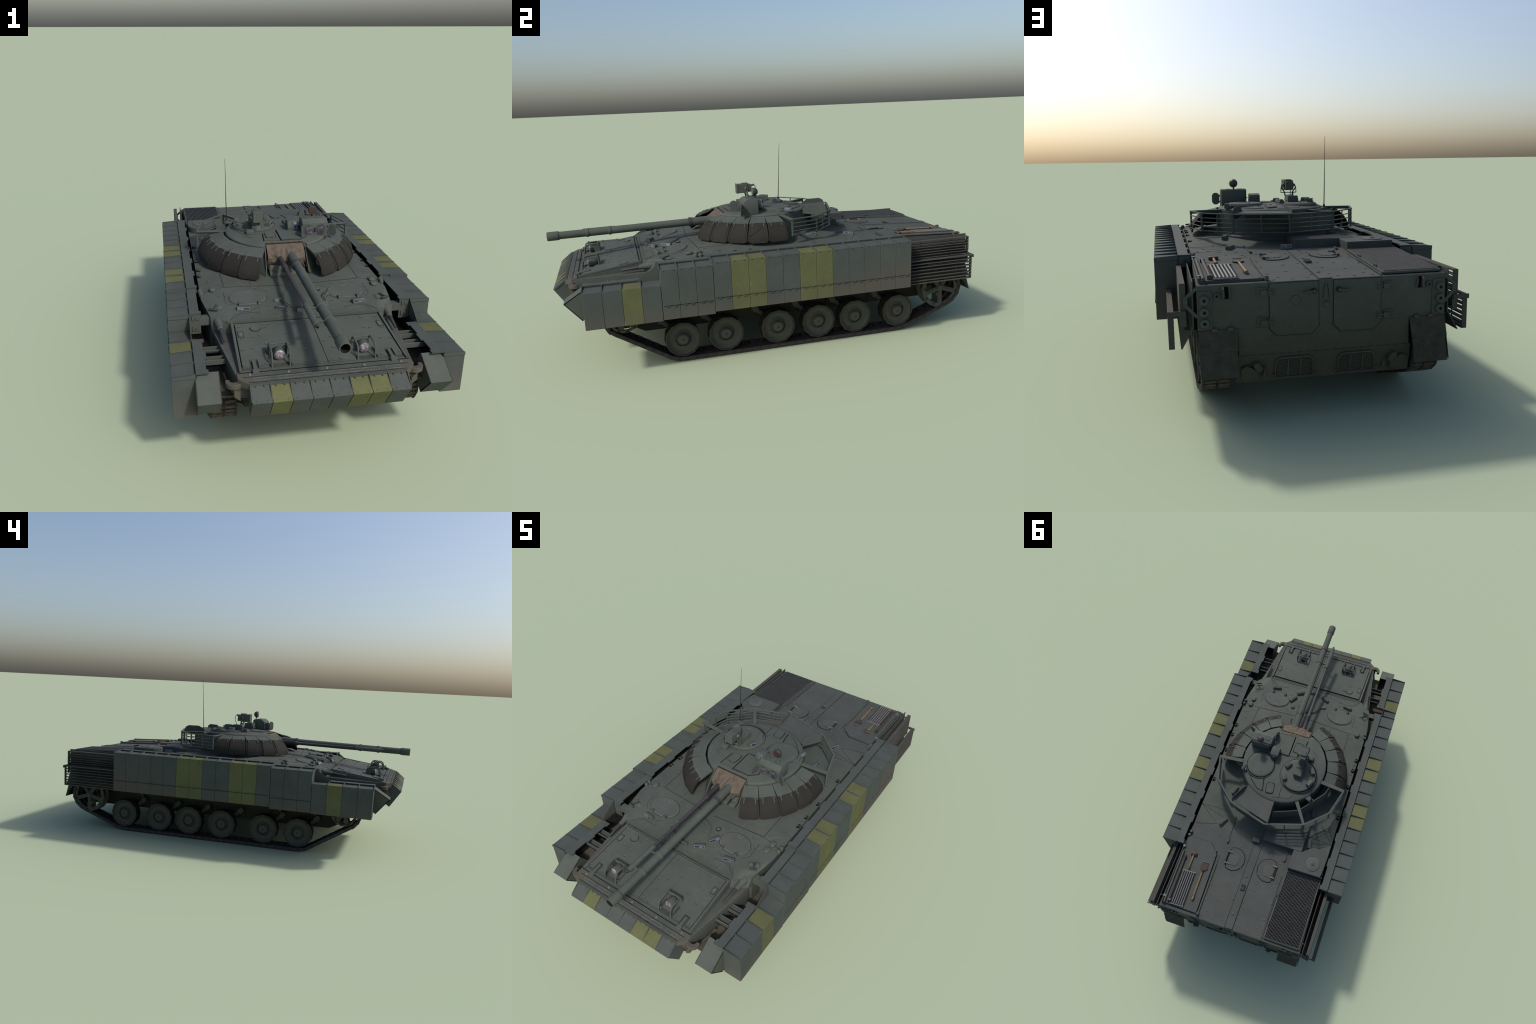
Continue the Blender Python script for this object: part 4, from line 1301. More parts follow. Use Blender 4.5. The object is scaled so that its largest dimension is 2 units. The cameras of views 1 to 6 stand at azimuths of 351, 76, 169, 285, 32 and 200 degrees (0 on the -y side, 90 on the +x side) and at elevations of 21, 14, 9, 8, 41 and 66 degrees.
def link_mesh(side):
    """one track link; local x across, y along the track, z towards the inside"""
    b = MB()
    L = PITCH
    b.box((-.042, -L * .47, .005), (.042, L * .42, .0135), 'track')
    for a, c in ((-.0475, -.0405), (.0405, .0475)):
        b.box((a, -L * .495, .0003), (c, L * .495, .0168), 'track')
        b.box((a - .0004, -L * .30, .0015), (c + .0004, L * .30, .0180), 'track')
    for x0, x1 in ((-.039, -.004), (.004, .039)):
        b.box((x0, -L * .40, .0), (x1, -L * .16, .006), 'trackmud')
        b.box((x0, L * .07, .0), (x1, L * .31, .006), 'trackmud')
    b.cyl((-.0475, L * .5, .0085), (.0475, L * .5, .0085), .0045, 'track', seg=6)
    for x in (-.043, 0, .043):
        b.box((x - .004, L * .30, .0015), (x + .004, L * .70, .0145), 'track')
    for x in (-.0482, .0482):
        b.box((x - .0006, -L * .24, .0065), (x + .0006, L * .24, .0115), 'gunmetal')
    # guide horn: U-shaped ridge, open towards the outside
    xa, xb = -side * .038, -side * .008
    for y in (-.0070, .0070):
        b.box((min(xa, xb), y - .0013, .013), (max(xa, xb), y + .0013, .0160), 'horn')
    b.box((xa - .0013, -.0083, .013), (xa + .0013, .0083, .0160), 'horn')
    return b
link_master = None
for s in (1, -1):
    track = bpy.data.objects.new("track", None)
    bpy.context.scene.collection.objects.link(track)
    track.parent = root
    link_master = None
    for i in range(NL):
        t = i * PITCH + (.011 if s > 0 else .030)
        p, q0, q1 = AT(t), AT(t - PITCH * .45), AT(t + PITCH * .45)
        m = (q0 + q1) / 2
        p = p * .5 + m * .5
        d = (q1 - q0).normalized()
        ang = math.atan2(d.y, d.x)
        loc = (s * .3405, p.x, p.y)
        if link_master is None:
            link_master = finish(link_mesh(s), "track_link", track)
            link_master.location = loc
            link_master.rotation_euler = (ang, 0, 0)
        else:
            copy_of(link_master, "track_link", loc, track, (ang, 0, 0))

# ----------------------------------------------------------------------------- turret
TC = V((0, .022, 0))
def pol(r, deg, z):
    """deg 0 = nose, positive towards +x"""
    a = math.radians(deg)
    return V((TC.x + r * math.sin(a), TC.y - r * math.cos(a), z))

TOPP = [(0.0, .6180), (.10, .6170), (.19, .6130), (.216, .6085)]
def ttop(x, y):
    return interp(TOPP, math.hypot(x - TC.x, y - TC.y))

b = MB()
b.lathe([(.262, .478), (.262, .494), (.252, .498), (.246, .498), (.243, .50), (.236, .575), (.2345, .592), (.2340, .6015), (.2315, .6045), (.2270, .6065), (.216, .6085), (.19, .6130), (.10, .6170), (.0001, .6180)],
        (TC.x, TC.y, 0), (0, 0, 1), 72, 'turret')
for p in b.v:      # flat face behind the gun cover
    if abs(p.x) < .088 and p.y < -.171:
        p.y = -.171
turret = finish(b, "turret", root, smooth=30)
b = MB()
for i in range(88):     # stitched rim
    a = 360 * i / 88
    if not -25 < (a if a < 180 else a - 360) < 25:
        p = pol(.217, a, .6072)
        b.obox(p, (.0065, .0014, .0012), 'weld', RZ(a))
finish(b, "rim_stitch", turret, label_stuff=True)

# roof plates, small hatches, seams
b = MB()
b.plate([(-.0105, -.1545), (.0775, -.1525), (.1145, -.1185), (.0925, -.0280), (-.0105, -.0235)], ttop, .0012, 'dark', .003)
b.plate([(-.008, -.152), (.076, -.150), (.112, -.118), (.090, -.030), (-.008, -.026)], ttop, .0034, 'turret', .003)
b.strip([(-.010, -.153), (.078, -.151)], ttop, .003, .0008, 'seam')
b.strip([(-.0105, -.154), (-.0105, -.024)], ttop, .004, .0010, 'dark')
b.strip([(-.0105, -.022), (.04, -.02)], ttop, .004, .0012, 'seam')
b.strip([(-.086, -.150), (-.077, -.06)], ttop, .0045, .0012, 'dark')
b.plate([(-.084, -.150), (-.013, -.154), (-.013, -.026), (-.060, -.030), (-.075, -.06)], ttop, .0018, 'turret', .003)
b.strip([(-.13, -.10), (-.17, -.07)], ttop, .0015, .0008, 'seam')
b.plate([(-.19, .01), (-.15, -.075), (-.142, -.06), (-.165, .01)], ttop, .0012, 'turret', .003)
# rear roof sectors
b.plate([(.178, .113), (.147, .1725), (.096, .2150), (.065, .2205), (.083, .123), (.14, .127)], ttop, .0010, 'seam', .003)
b.plate([(.175, .115), (.145, .17), (.095, .212), (.068, .218), (.085, .125), (.14, .13)], ttop, .0022, 'turret', .003)
b.strip([(.062, .222), (.083, .115)], ttop, .004, .001, 'dark')
b.plate([(.0, .235), (-.09, .215), (-.105, .19), (-.05, .175), (-.01, .14)], ttop, .0018, 'turret', .003)
b.strip([(-.035, .23), (-.03, .16)], ttop, .0014, .0022, 'seam')
finish(b, "roof_plate", turret, bevel=0.0008)

def small_hatch(cx, cy, w, h, ang, clips=True):
    b = MB()
    c, sn = math.cos(math.radians(ang)), math.sin(math.radians(ang))
    def tr(pts):
        return [(cx + x * c - y * sn, cy + x * sn + y * c) for x, y in pts]
    b.plate(tr(rounded_rect(0, 0, w + .006, h + .006, .011)), ttop, .0020, 'rustbrown', .002)
    b.plate(tr(rounded_rect(0, 0, w + .002, h + .002, .010)), ttop, .0026, 'dark', .002)
    b.plate(tr(rounded_rect(0, 0, w - .002, h - .002, .009)), ttop, .0046, 'turret', .002)
    for x, y in ((-.3, -.36), (.3, -.36), (-.3, .36), (.3, .36)):
        q = tr([(x * w, y * h)])[0]
        b.dome((q[0], q[1], ttop(*q) + .0044), (0, 0, 1), .0022, .0014, 'turret', 7)
    q = tr([(-.22 * w, .05 * h)])[0]
    b.dome((q[0], q[1], ttop(*q) + .0044), (0, 0, 1), .0018, .0012, 'dark', 7)
    for dx in (-.25, .25):
        q = tr([(dx * w, -.53 * h)])[0]
        b.obox((q[0], q[1], ttop(*q) + .004), (.010, .007, .006), 'turret', RZ(ang))
    return finish(b, "service_hatch", turret, bevel=0.0006)
small_hatch(-.047, -.088, .044, .062, -4)
small_hatch(.028, .190, .042, .060, 8)

# fabric cover of the gun mantlet: folded cloth grid
b = MB()
NX, NZ = 64, 48
prof = [(-.1735, .6070), (-.190, .5985), (-.208, .588), (-.225, .577), (-.236, .563), (-.238, .548), (-.232, .532), (-.222, .519)]
rows = []
for j in range(NZ + 1):
    t = j / NZ * (len(prof) - 1)
    i = min(int(t), len(prof) - 2)
    f = t - i
    y, z = prof[i][0] * (1 - f) + prof[i + 1][0] * f, prof[i][1] * (1 - f) + prof[i + 1][1] * f
    row = []
    for k in range(NX + 1):
        u = k / NX * 2 - 1
        x = u * .081
        edge = (1 - abs(u) ** 6) * min(1, max(0, (j - 4) / 9)) * min(1, (NZ - j + .3) / 4)
        fold = noise.fractal(V((x * 26 + z * 16, z * 34, 3.1)), 0.7, 2.1, 4) * .0075
        crease = -abs(noise.noise(V((x * 30 - z * 26, z * 22 + x * 9, 9.7)))) * .020 + .005 - .008 * max(0, noise.noise(V((x * 44 + z * 40, z * 30 - x * 22, 5.3))))
        bulge = .010 * math.exp(-((x - .02) ** 2 / .0011 + (z - .566) ** 2 / .0007)) + .007 * math.exp(-((x + .03) ** 2 / .0006 + (z - .56) ** 2 / .0005))
        d = (fold + crease + bulge) * edge
        sidecurve = -.012 * abs(u) ** 5 * (j / NZ)
        row.append(V((x, y - sidecurve - d * .9, z + d * .35)))
    rows.append(row)
vs = [p for r in rows for p in r]
W = NX + 1
fs = [(j * W + k, j * W + k + 1, (j + 1) * W + k + 1, (j + 1) * W + k) for j in range(NZ) for k in range(NX)]
back = len(vs)
ring = [k for k in range(W)] + [j * W + NX for j in range(1, NZ + 1)] + [NZ * W + k for k in range(NX - 1, -1, -1)] + [j * W for j in range(NZ - 1, 0, -1)]
vs2 = [V((vs[i].x, -.168 if vs[i].z > .59 else -.178, vs[i].z - .003)) for i in ring]
m_ = len(ring)
fs += [(ring[i], ring[(i + 1) % m_], back + (i + 1) % m_, back + i) for i in range(m_)] + [[back + i for i in range(m_)]]
b.add(vs + vs2, fs, 'canvas')
mantlet = finish(b, "mantlet_cover", turret, smooth=60)
b = MB()
b.bar((-.083, -.1735, .6085), (.083, -.1735, .6085), .005, .004, 'seam')
for s in (1, -1):
    b.bar((s * .0835, -.169, .606), (s * .0835, -.245, .520), .003, .006, 'seam')
for i in range(7):
    b.obox((-.074 + .148 * i / 6, -.1660, ttop(-.074 + .148 * i / 6, -.166) + .0004), (.010, .006, .0025), 'orange')
finish(b, "cover_strap", mantlet)
b = MB()      # stepped sill below the mantlet
b.prism([(-.078, y, z) for y, z in ((-.19, .535), (-.232, .528), (-.246, .519), (-.246, .511), (-.262, .509), (-.268, .502), (-.268, .494), (-.2, .492))], (.156, 0, 0), 'turret')
b.obox((-.055, -.236, .527), (.040, .012, .010), 'steel')
b.obox((.062, -.240, .526), (.026, .016, .010), 'steel')
finish(b, "mantlet_sill", turret, bevel=0.0012)
b = MB()
for s in (1, -1):   # cheeks beside the gun opening
    b.prism([(s * .084, -.180, .60), (s * .090, -.245, .52), (s * .100, -.262, .495), (s * .14, -.20, .495), (s * .11, -.16, .60)], (0, 0, -.004), 'turret')
    b.prism([(s * .0865, -.175, .603), (s * .0865, -.200, .590), (s * .0905, -.262, .502), (s * .0905, -.20, .495)], (s * .004, 0, 0), 'turret')
finish(b, "gun_cheek", turret)

# guns
def on_line(p0, p1, y):
    t = (y - p0.y) / (p1.y - p0.y)
    return p0.lerp(p1, t)
g0, g1 = V((.0205, -.21, .5675)), V((.0205, -1.0, .5545))
b = MB()
D = (g1 - g0).normalized()
def h(y):
    return (on_line(g0, g1, y) - g0).length
gp = [(.0205, h(-.212)), (.0205, h(-.322)), (.0222, h(-.324)), (.0222, h(-.338)), (.0180, h(-.340)), (.0178, h(-.708)), (.0205, h(-.710)), (.0205, h(-.721)), (.0180, h(-.723)), (.0180, h(-.811)), (.0205, h(-.813)), (.0205, h(-.824)),
      (.0178, h(-.826)), (.0178, h(-.945)), (.0205, h(-.948)), (.0212, h(-.953)), (.0212, h(-.996)), (.0203, h(-1.0)), (.0165, h(-1.0)), (.0160, h(-.985)), (.0155, h(-.90)), (.0001, h(-.90))]
b.lathe(gp, g0, D, 28, ['paint', 'gunmetal', 'gunmetal', 'gunmetal'] + ['paint'] * 14 + ['bore'] * 3)
gun = finish(b, "main_gun", turret, smooth=40)
b = MB()
a0, a1 = V((-.030, -.21, .5625)), V((-.030, -.86, .5570))
D2 = (a1 - a0).normalized()
def h2(y):
    return (on_line(a0, a1, y) - a0).length
b.lathe([(.0125, h2(-.215)), (.0120, h2(-.325)), (.0132, h2(-.327)), (.0132, h2(-.340)), (.0085, h2(-.350)), (.0076, h2(-.690))], a0, D2, 20, 'gunmetal')
b.lathe([(.0078, h2(-.688)), (.0112, h2(-.690)), (.0118, h2(-.700)), (.0118, h2(-.838)), (.0105, h2(-.842)), (.0068, h2(-.842))], a0, D2, 20, 'paint')
b.lathe([(.0068, h2(-.84)), (.0068, h2(-.853)), (.0060, h2(-.855)), (.0036, h2(-.855)), (.0034, h2(-.83)), (.0001, h2(-.83))], a0, D2, 16, ['gunmetal'] * 3 + ['bore'] * 2)
for y in (-.716, -.818):
    b.cyl((-.022, y, .560), (.006, y, .558), .004, 'paint', seg=8)
b.cyl((-.030, -.335, .552), (-.030, -.335, .541), .006, 'gunmetal', seg=8)
finish(b, "autocannon", turret, smooth=40)
b = MB()
b.cyl((.058, -.225, .548), (.059, -.262, .546), .0075, 'paint', seg=12)
b.cyl((.059, -.262, .546), (.062, -.300, .540), .0032, 'cap', seg=8)
finish(b, "coaxial_gun", turret)

# armour shelf plates with hanging rubber skirts, five on each side
R_IN, R_OUT, R_BOT = .2445, .306, .3625
sk_prof = [(.306, .583), (.322, .573), (.337, .559), (.349, .543), (.357, .527), (.3605, .512), (.3615, .500)]
A0, STEP = 21.6, 15.4
for s in (1, -1):
    for i in range(5):
        a0, a1 = A0 + STEP * i, A0 + STEP * (i + 1)
        g = .30
        b = MB()
        lift = .0015 * random.uniform(-1, 1)
        t0, t1 = a0 + g * .4, a1 - g * .9
        vg0, vg1 = random.uniform(.15, .5), random.uniform(.2, .6)
        p = [pol(R_IN, s * t0, .600), pol(R_IN, s * t1, .600), pol(R_OUT + .004, s * (t1 - vg1), .5825 + lift), pol(R_OUT + .004, s * (t0 + vg0), .5825 + lift)]
        q = [v - V((0, 0, .005)) for v in p]
        b.add(p + q, [(0, 1, 2, 3), (7, 6, 5, 4), (0, 4, 5, 1), (1, 5, 6, 2), (2, 6, 7, 3), (3, 7, 4, 0)], 'turret')
        if i == 0:    # end lip of the first plate
            e = [pol(R_IN, s * t0, .600), pol(R_OUT + .004, s * t0, .5825), pol(R_OUT + .012, s * (t0 + .3), .566), pol(R_IN + .012, s * (t0 + .3), .588)]
            b.add(e + [v + V((s * .002, -.0015, 0)) for v in e], [(0, 1, 2, 3), (7, 6, 5, 4), (0, 4, 5, 1), (1, 5, 6, 2), (2, 6, 7, 3), (3, 7, 4, 0)], 'turret')
        shelf = finish(b, "skirt_shelf", turret, bevel=0.0007)
        # rubber flap: bowed sheet with cut corners, real thickness
        b = MB()
        NU, NV = 8, 16
        wob = random.uniform(-.0025, .0025)
        taper0 = random.uniform(.5, 1.5) if i > 0 or s > 0 else .3
        outer = []
        for v in range(NV + 1):
            t = v / NV * (len(sk_prof) - 1)
            k = min(int(t), len(sk_prof) - 2)
            f = t - k
            r = sk_prof[k][0] * (1 - f) + sk_prof[k + 1][0] * f
            z = sk_prof[k][1] * (1 - f) + sk_prof[k + 1][1] * f
            row = []
            for u in range(NU + 1):
                uu = u / NU
                # joints gape a little at the top; bottom corners are rounded
                below = (sk_prof[0][1] - sk_prof[-1][1]) * (1 - v / NV)
                cr = .016
                inset = .18 + .42 * taper0 * (1 - v / NV)
                if below < cr:
                    inset += math.degrees((cr - math.sqrt(max(0, cr * cr - (cr - below) ** 2))) / r)
                ang = a0 + inset + (STEP - 2 * inset) * uu
                chord = math.cos(math.radians(STEP / 2)) / math.cos(math.radians(STEP * (uu - .5)))
                rr = r * (1 + .45 * (chord - 1)) + wob * uu
                zz = z
                row.append((ang, rr, zz))
            outer.append(row)
        W = NU + 1
        vs = [pol(r, s * a, z) for row in outer for a, r, z in row] + [pol(r - .0045, s * a, z) for row in outer for a, r, z in row]
        N1 = len(vs) // 2
        fs = []
        for v in range(NV):
            for u in range(NU):
                fs.append((v * W + u, v * W + u + 1, (v + 1) * W + u + 1, (v + 1) * W + u))
                fs.append(tuple(N1 + x for x in (v * W + u, (v + 1) * W + u, (v + 1) * W + u + 1, v * W + u + 1)))
        rim = [u for u in range(W)] + [v * W + NU for v in range(1, NV + 1)] + [NV * W + u for u in range(NU - 1, -1, -1)] + [v * W for v in range(NV - 1, 0, -1)]
        for x, y in zip(rim, rim[1:] + rim[:1]):
            fs.append((x, y, N1 + y, N1 + x))
        b.add(vs, fs, 'skirt')
        # raised hem just inside the edge
        def on_skirt(ang_t, k_t):
            t = k_t * (len(sk_prof) - 1)
            k = min(int(t), len(sk_prof) - 2)
            f = t - k
            r = sk_prof[k][0] * (1 - f) + sk_prof[k + 1][0] * f
            z = sk_prof[k][1] * (1 - f) + sk_prof[k + 1][1] * f
            chord = math.cos(math.radians(STEP / 2)) / math.cos(math.radians(STEP * (ang_t - .5)))
            return pol(r * (1 + .45 * (chord - 1)) + .0002, s * (a0 + .6 + (STEP - 1.2) * ang_t), z)
        hem = [on_skirt(.07, k / 8 * .86 + .06) for k in range(9)] + [on_skirt(x, .955) for x in (.16, .3, .5, .7, .84)] + [on_skirt(.93, .92 - k / 8 * .86) for k in range(9)]
        b.tube(hem, .0011, 'skirt', 5)
        if s > 0 and i == 3:    # folded corner patch
            f0, f1, f2 = on_skirt(.06, .62), on_skirt(.95, .12), on_skirt(.06, .16)
            mid_ = [on_skirt(.06 + .89 * k / 5, .62 - .50 * k / 5) for k in range(6)]
            n_ = (pol(1, s * (a0 + 7), 0) - pol(0, 0, 0)).normalized()
            b.tube([m + n_ * .001 for m in mid_], .0022, 'skirt', 6)
        finish(b, "rubber_skirt", shelf, smooth=50)
        # strap clips along the joint
        b = MB()
        for uu in (.13, .27, .73, .87):
            a = a0 + STEP * uu
            b.bar(pol(R_OUT - .009, s * a, .5862), pol(.3105, s * a, .5822), .0016, .0020, 'weld')
        for uu in (.20, .80):
            a = a0 + STEP * uu
            b.bar(pol(R_OUT + .002, s * a, .5850), pol(.3285, s * a, .5690), .0036, .0022, 'turret')
        finish(b, "skirt_clip", shelf, label_stuff=True)

# slat basket round the back of the turret
BV = [(.362, .092), (.325, .222), (.208, .330), (-.012, .392), (-.212, .328), (-.323, .222), (-.362, .075)]
b = MB()
ZT, ZB = .5970, .523
levels = [.5980, .5790, .5615, .5435, .5255]
for k, ((x0, y0), (x1, y1)) in enumerate(zip(BV, BV[1:])):
    for j, z in enumerate(levels):
        wd = .009 if j == 0 else .007
        zz = z if k not in () else z
        b.bar((x0, y0, zz), (x1, y1, zz), wd, .0032 if j else .0042, 'slat' if 0 else 'paint')
    mx, my = (x0 + x1) / 2, (y0 + y1) / 2
    L = math.hypot(x1 - x0, y1 - y0)
    if L > .14:
        b.obox((mx * .992, my * .992, (ZT + ZB) / 2), (.006, .003, ZT - ZB), 'paint', RZ(math.degrees(math.atan2(y1 - y0, x1 - x0))))
for x, y in BV:
    b.obox((x * .995, y * .995, (ZT + ZB) / 2 - .001), (.007, .007, ZT - ZB + .004), 'paint', RZ(math.degrees(math.atan2(y, x))))
basket = finish(b, "turret_basket", turret, bevel=0.0005)
b = MB()
def arm(p, q, w0=.022, w1=.018, z0=.6005, z1=.5995, t=.004):
    p, q = V((*p, 0)), V((*q, 0))
    d = (q - p).normalized()
    n_ = V((-d.y, d.x, 0))
    pts = [p + n_ * w0 / 2, p - n_ * w0 / 2, q - n_ * w1 / 2, q + n_ * w1 / 2]
    zz = [z0, z0, z1, z1]
    b.add([(v.x, v.y, z) for v, z in zip(pts, zz)] + [(v.x, v.y, z - t) for v, z in zip(pts, zz)], [(0, 1, 2, 3), (7, 6, 5, 4), (0, 4, 5, 1), (1, 5, 6, 2), (2, 6, 7, 3), (3, 7, 4, 0)], 'paint')
    # hanging web below
    b.bar((p.x, p.y, z0 - .008), (q.x, q.y, z1 - .008), .003, .012, 'paint')
arm((.229, .076), (.365, .090))
arm((-.229, .060), (-.365, .074))
arm((-.135, .213), (-.212, .328), .020, .014)
arm((-.176, .165), (-.211, .186), .034, .020)
finish(b, "basket_arm", basket, bevel=0.0006)
b = MB()     # solid liner wall inside the left half of the basket, and wall on the right
for (x0, y0), (x1, y1) in (((-.026, .312), (-.160, .258)), ((-.160, .258), (-.268, .118)), ((-.268, .118), (-.285, .060))):
    b.bar((x0, y0, .5515), (x1, y1, .5515), .004, .083, 'paint')
finish(b, "basket_liner", basket, bevel=0.0006)
# stowage tray between turret and basket
b = MB()
tray = [(.152, .206), (.207, .316), (-.026, .383), (-.018, .255)]
inner_arc = [tuple(pol(.233, a, 0).xy) for a in (184, 170, 158, 146, 141)]
out = [tray[1], tray[2], tray[3]] + inner_arc[1:-1] + [tray[0]]
n = len(out)
b.add([(x, y, .6015) for x, y in out] + [(x, y, .5985) for x, y in out], [list(range(n)), [n + i for i in range(n)][::-1]] + [(i, (i + 1) % n, n + (i + 1) % n, n + i) for i in range(n)], 'rear_roof')
for p, q, low in ((tray[0], tray[1], .570), (tray[3], tray[2], .578)):
    p, q = V((*p, 0)), V((*q, 0))
    d = q - p
    n_ = V((-d.y, d.x, 0)).normalized() * .0015
    pts = [(p, low + .012), (p + d * .06, .609), (p + d * .28, .624), (p + d * .80, .624), (p + d * .97, .612), (q, low)]
    b.prism([V((v.x, v.y, z)) - n_ for v, z in pts], n_ * 2, 'paint')
finish(b, "stowage_tray", basket, bevel=0.0006)

# commander's domed lid (right)
b = MB()
b.lathe([(.083, -.004), (.083, .0042), (.080, .0048), (.0762, .0040), (.075, .006), (.0752, .0092), (.072, .0115), (.06, .0125), (.03, .0118), (.0001, .0115)], (.1215, .074, .6145), (0, 0, 1), 40,
        ['turret', 'turret', 'dark', 'turret', 'turret', 'turret', 'turret', 'turret', 'turret'])
b.dome((.108, .118, .6260), (0, 0, 1), .005, .004, 'weld', 12)
lid_ob = finish(b, "gunner_hatch", turret, smooth=40)
b = MB()
b.plate([(.195, .045), (.214, .075), (.205, .125), (.19, .14), (.188, .12), (.2, .08)], ttop, .012, 'turret', .003)
b.plate([(.062, .118), (.10, .150), (.155, .150), (.170, .138), (.145, .148), (.10, .142)], ttop, .003, 'seam', .003)
finish(b, "hatch_stop", lid_ob, bevel=0.001)
periscope(.205, .118, 75, w=.036, h=.022, d=.02, parent=lid_ob, z=ttop(.2, .118))

# gunner's sight head with two lenses and swung-open covers
b = MB()
sx0, sx1 = .0985, .2135
zb_, zt_ = .600, .683
sec = [(-.102, zb_), (-.100, .667), (-.078, zt_ - .001), (-.034, zt_ - .003), (-.030, zt_ - .008), (-.028, zb_)]
b.prism([(sx0, y, z) for y, z in sec], (sx1 - sx0, 0, 0), 'turret')
b.obox((.156, -.027, .645), (.10, .004, .06), 'turret')
for x, y in ((.125, -.062), (.178, -.058)):
    b.lathe([(.013, -.001), (.013, .0008), (.011, .001), (.0001, .001)], (x, y, .6815), (0, 0.02, 1), 20, ['turret', 'seam', 'turret'])
for i in range(6):
    b.dome((.112 + .006 * (i % 3), -.082 + .006 * (i // 3), .679), (0, 0, 1), .0014, .001, 'seam', 6)
sight = finish(b, "gunner_sight", turret, bevel=0.0035, bseg=2, smooth=50)
for x in (.1285, .1835):
    b = MB()
    o_ = rounded_rect(x, .637, .038, .050, .0185, 6)
    b.prism([(p, -.1005, q) for p, q in o_], (0, -.0032, 0), 'turret')
    o_ = rounded_rect(x, .637, .0335, .0455, .0165, 6)
    b.prism([(p, -.1020, q) for p, q in o_], (0, -.0020, 0), 'seam')
    o_ = rounded_rect(x, .637, .030, .042, .0148, 6)
    b.prism([(p, -.1025, q) for p, q in o_], (0, -.0022, 0), 'lens')
    finish(b, "sight_lens", sight, smooth=40)
b = MB()
b.box((.1535, -.1075, .629), (.158, -.101, .646), 'seam')
b.obox((.156, -.106, .638), (.007, .008, .006), 'turret')
b.obox((.156, -.103, .606), (.09, .006, .006), 'turret')
finish(b, "sight_bracket", sight, bevel=0.0006)
for hx, ang, sg in ((.2135, -30, 1), (.0985, 74, -1)):
    b = MB()
    R = RZ(ang)
    o_ = rounded_rect(sg * .0195, 0, .037, .055, .017, 6)
    hpt = V((hx + sg * .001, -.104, .636))
    b.prism([hpt + R @ V((p, 0, q)) for p, q in o_], R @ V((0, .004, 0)), 'turret')
    o_ = rounded_rect(sg * .0195, 0, .032, .049, .015, 6)
    b.prism([hpt + R @ V((p, -.0006, q)) for p, q in o_], R @ V((0, .001, 0)), 'oval')
    b.obox(hpt + V((sg * .001, .001, .014)), (.006, .006, .008), 'turret')
    b.obox(hpt + V((sg * .001, .001, -.014)), (.006, .006, .008), 'turret')
    b.cyl(hpt + R @ V((sg * .022, .004, 0)), hpt + R @ V((sg * .022, .012, 0)), .002, 'steel', seg=8)
    finish(b, "sight_cover", sight, bevel=0.0007, smooth=40)
b = MB()     # round lamp on top of the sight
o_ = V((.157, -.034, .7085))
b.lathe([(.0001, .0195), (.009, .0175), (.0155, .012), (.019, .004), (.0195, -.004), (.0185, -.0065)], o_, (0, 1, 0), 20, 'gunmetal')
b.lathe([(.0185, -.0066), (.017, -.0085), (.0001, -.009)], o_, (0, 1, 0), 20, ['gunmetal', 'redlens'])
b.cyl((.157, -.028, .680), (.157, -.030, .692), .0035, 'gunmetal', seg=10)
finish(b, "red_lamp", sight, smooth=50)
b = MB()     # sight periscope beside the head
o_ = V((.0655, -.012, .599))
b.prism([(.043, y, z) for y, z in ((-.044, .602), (-.044, .636), (-.034, .660), (-.012, .662), (.012, .655), (.014, .602))], (.045, 0, 0), 'turret')
for i in range(4):
    b.box((.0455 + .0038 * i, -.0447, .612), (.0470 + .0038 * i, -.0435, .634), 'seam')
b.obox((.075, -.0425, .642), (.020, .006, .034), 'whiteframe', RX(-14))
b.obox((.075, -.0440, .642), (.014, .006, .028), 'glass', RX(-14))
b.cyl((.0655, .0, .606), (.0655, .0, .650), .020, 'turret', seg=16)
finish(b, "day_periscope", turret, bevel=0.001)

# commander's cupola (left) with periscopes, and searchlight
cc = V((-.0985, .071, 0))
zcu = .6140
b = MB()
b.lathe([(.1065, .604), (.106, zcu + .003), (.102, zcu + .005), (.1005, zcu + .0015), (.0965, zcu + .0015), (.096, zcu + .0060), (.092, zcu + .0088), (.086, zcu + .0096), (.04, zcu + .011), (.0001, zcu + .0115)], (cc.x, cc.y, 0), (0, 0, 1), 44,
        ['turret', 'rustbrown', 'dark', 'dark', 'turret', 'turret', 'turret', 'turret', 'turret'])
b.dome((-.118, .135, zcu + .0095), (0, 0, 1), .006, .004, 'weld', 12)
cupola = finish(b, "commander_cupola", turret, smooth=30)
for ang, w in ((0, .038), (62, .036), (118, .034), (-58, .036), (-112, .036)):
    a = math.radians(ang)
    r = .078
    periscope(cc.x + r * math.sin(a), cc.y - r * math.cos(a), ang, w=w, h=.022, d=.026, parent=cupola, z=zcu + .0070)
b = MB()
b.obox((-.096, .072, zcu + .025), (.048, .030, .026), 'turret', RZ(-4), top=.92)
b.obox((-.096, .055, zcu + .024), (.044, .03, .022), 'turret', RZ(-4))
b.obox((-.094, .02, zcu + .026), (.040, .05, .026), 'turret', top=.8)
finish(b, "cupola_block", cupola, bevel=0.001)
b = MB()
sc_ = V((-.097, -.020, .6955))
R = RX(0)
b.obox(sc_ + V((0, -.016, 0)), (.041, .050, .045), 'turret')
b.obox(sc_ + V((0, -.044, 0)), (.044, .006, .049), 'turret')
b.obox(sc_ + V((0, .018, 0)), (.035, .026, .038), 'turret')
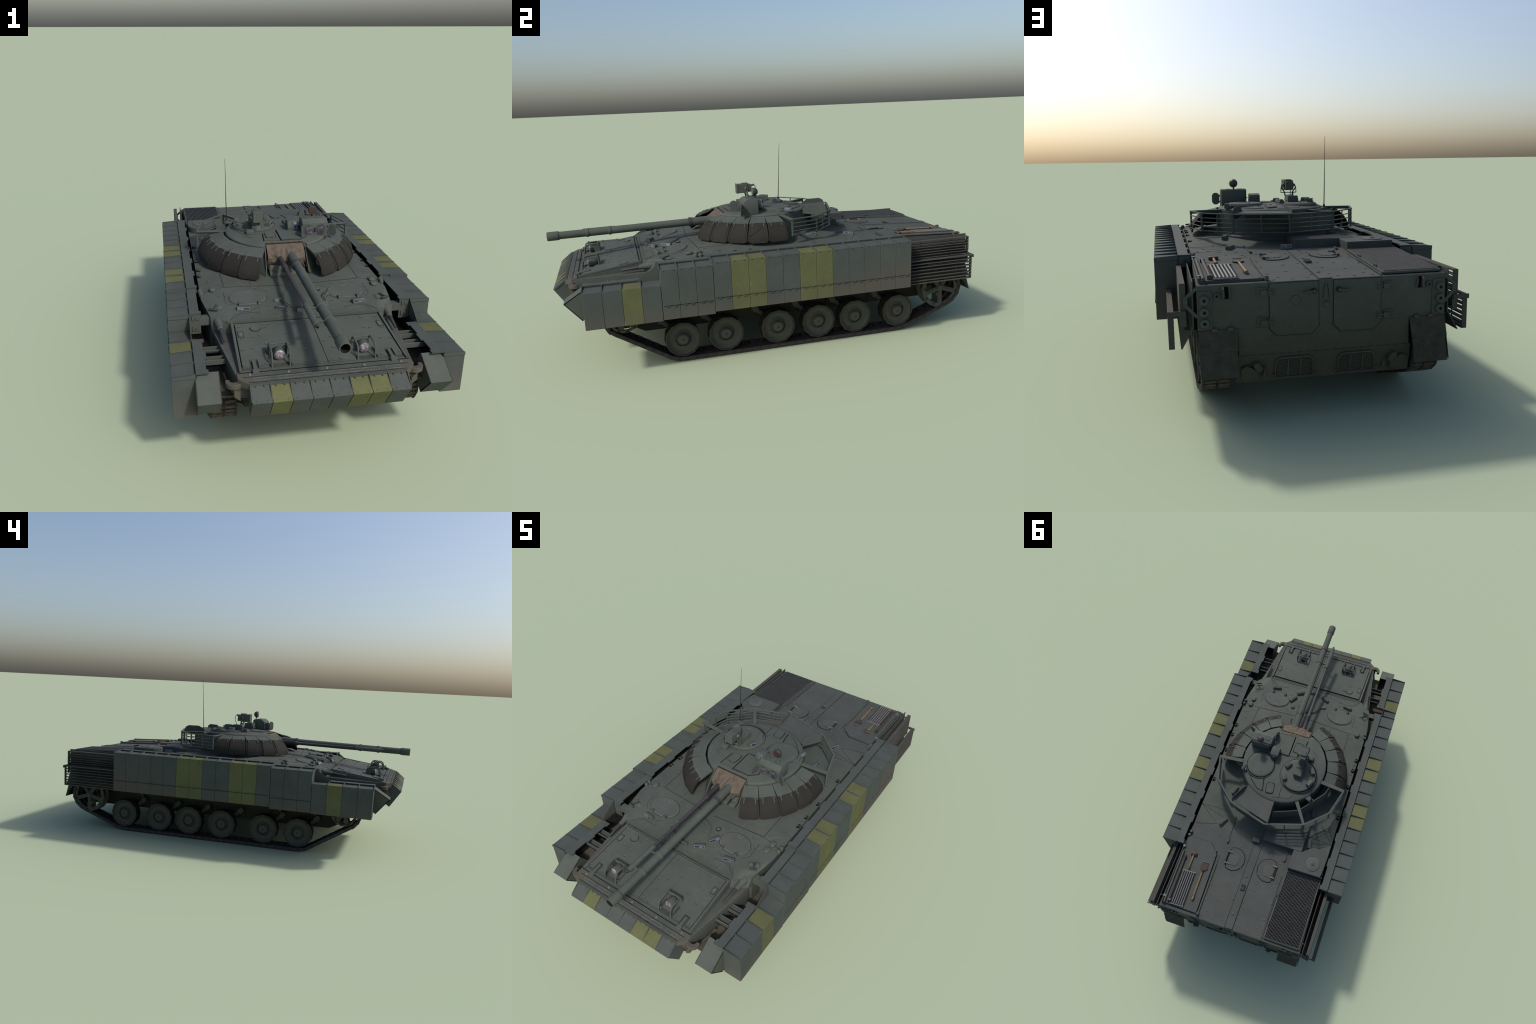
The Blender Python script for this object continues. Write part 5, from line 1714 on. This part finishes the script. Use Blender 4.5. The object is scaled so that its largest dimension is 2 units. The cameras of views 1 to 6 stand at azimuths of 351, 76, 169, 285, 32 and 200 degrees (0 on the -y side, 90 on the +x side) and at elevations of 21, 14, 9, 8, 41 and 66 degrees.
b.obox(sc_ + V((0, -.002, .0235)), (.026, .032, .006), 'oval')
b.cyl(sc_ + V((.01, .028, .012)), sc_ + V((.01, .046, .016)), .005, 'gunmetal', seg=8)
b.tube([sc_ + V((.01, .044, .016)), sc_ + V((.008, .052, .008)), sc_ + V((.004, .054, -.008)), sc_ + V((0, .046, -.026)), sc_ + V((0, .036, -.05))], .002, 'cap', 6)
for sg in (1, -1):
    b.cyl(sc_ + V((sg * .0200, 0, 0)), sc_ + V((sg * .0285, 0, 0)), .0085, 'amber', seg=12)
    b.cyl(sc_ + V((sg * .0285, 0, 0)), sc_ + V((sg * .033, 0, 0)), .005, 'cap', seg=10)
lamp = finish(b, "searchlight", cupola, bevel=0.0015)
b = MB()
for sg in (1, -1):
    b.tube([sc_ + V((sg * .031, .004, 0)), sc_ + V((sg * .035, .004, -.012)), sc_ + V((sg * .036, .004, -.033)), sc_ + V((sg * .016, .004, -.033))], .0022, 'turret', 6)
    b.tube([sc_ + V((sg * .034, .004, -.010)), sc_ + V((sg * .020, .004, -.030)), sc_ + V((sg * .012, .006, -.070))], .0030, 'turret', 6)
    b.tube([sc_ + V((sg * .020, .010, -.033)), sc_ + V((sg * .014, .020, -.072))], .003, 'turret', 6)
b.tube([sc_ + V((-.036, .004, -.033)), sc_ + V((.036, .004, -.033))], .0022, 'turret', 6)
finish(b, "searchlight_yoke", lamp)
b = MB()
b.obox((-.132, -.048, ttop(-.13, -.048) + .009), (.034, .028, .020), 'turret', RZ(-2))
finish(b, "sensor_box", turret, bevel=0.003, bseg=2)

# whip antenna
b = MB()
b.lathe([(.014, -.006), (.014, .002), (.011, .005), (.006, .010), (.003, .020)], (-.2105, .186, .600), (0, 0, 1), 14, ['turret', 'turret', 'rustbrown', 'cap'])
b.lathe([(.0022, 0), (.0018, .10), (.0013, .20), (.0007, .303)], (-.2105, .187, .605), V((0, .017, .303)), 6, 'cap')
finish(b, "whip_antenna", turret)

# nothing below the tracks; lowest point stands on z = 0
bpy.context.view_layer.update()
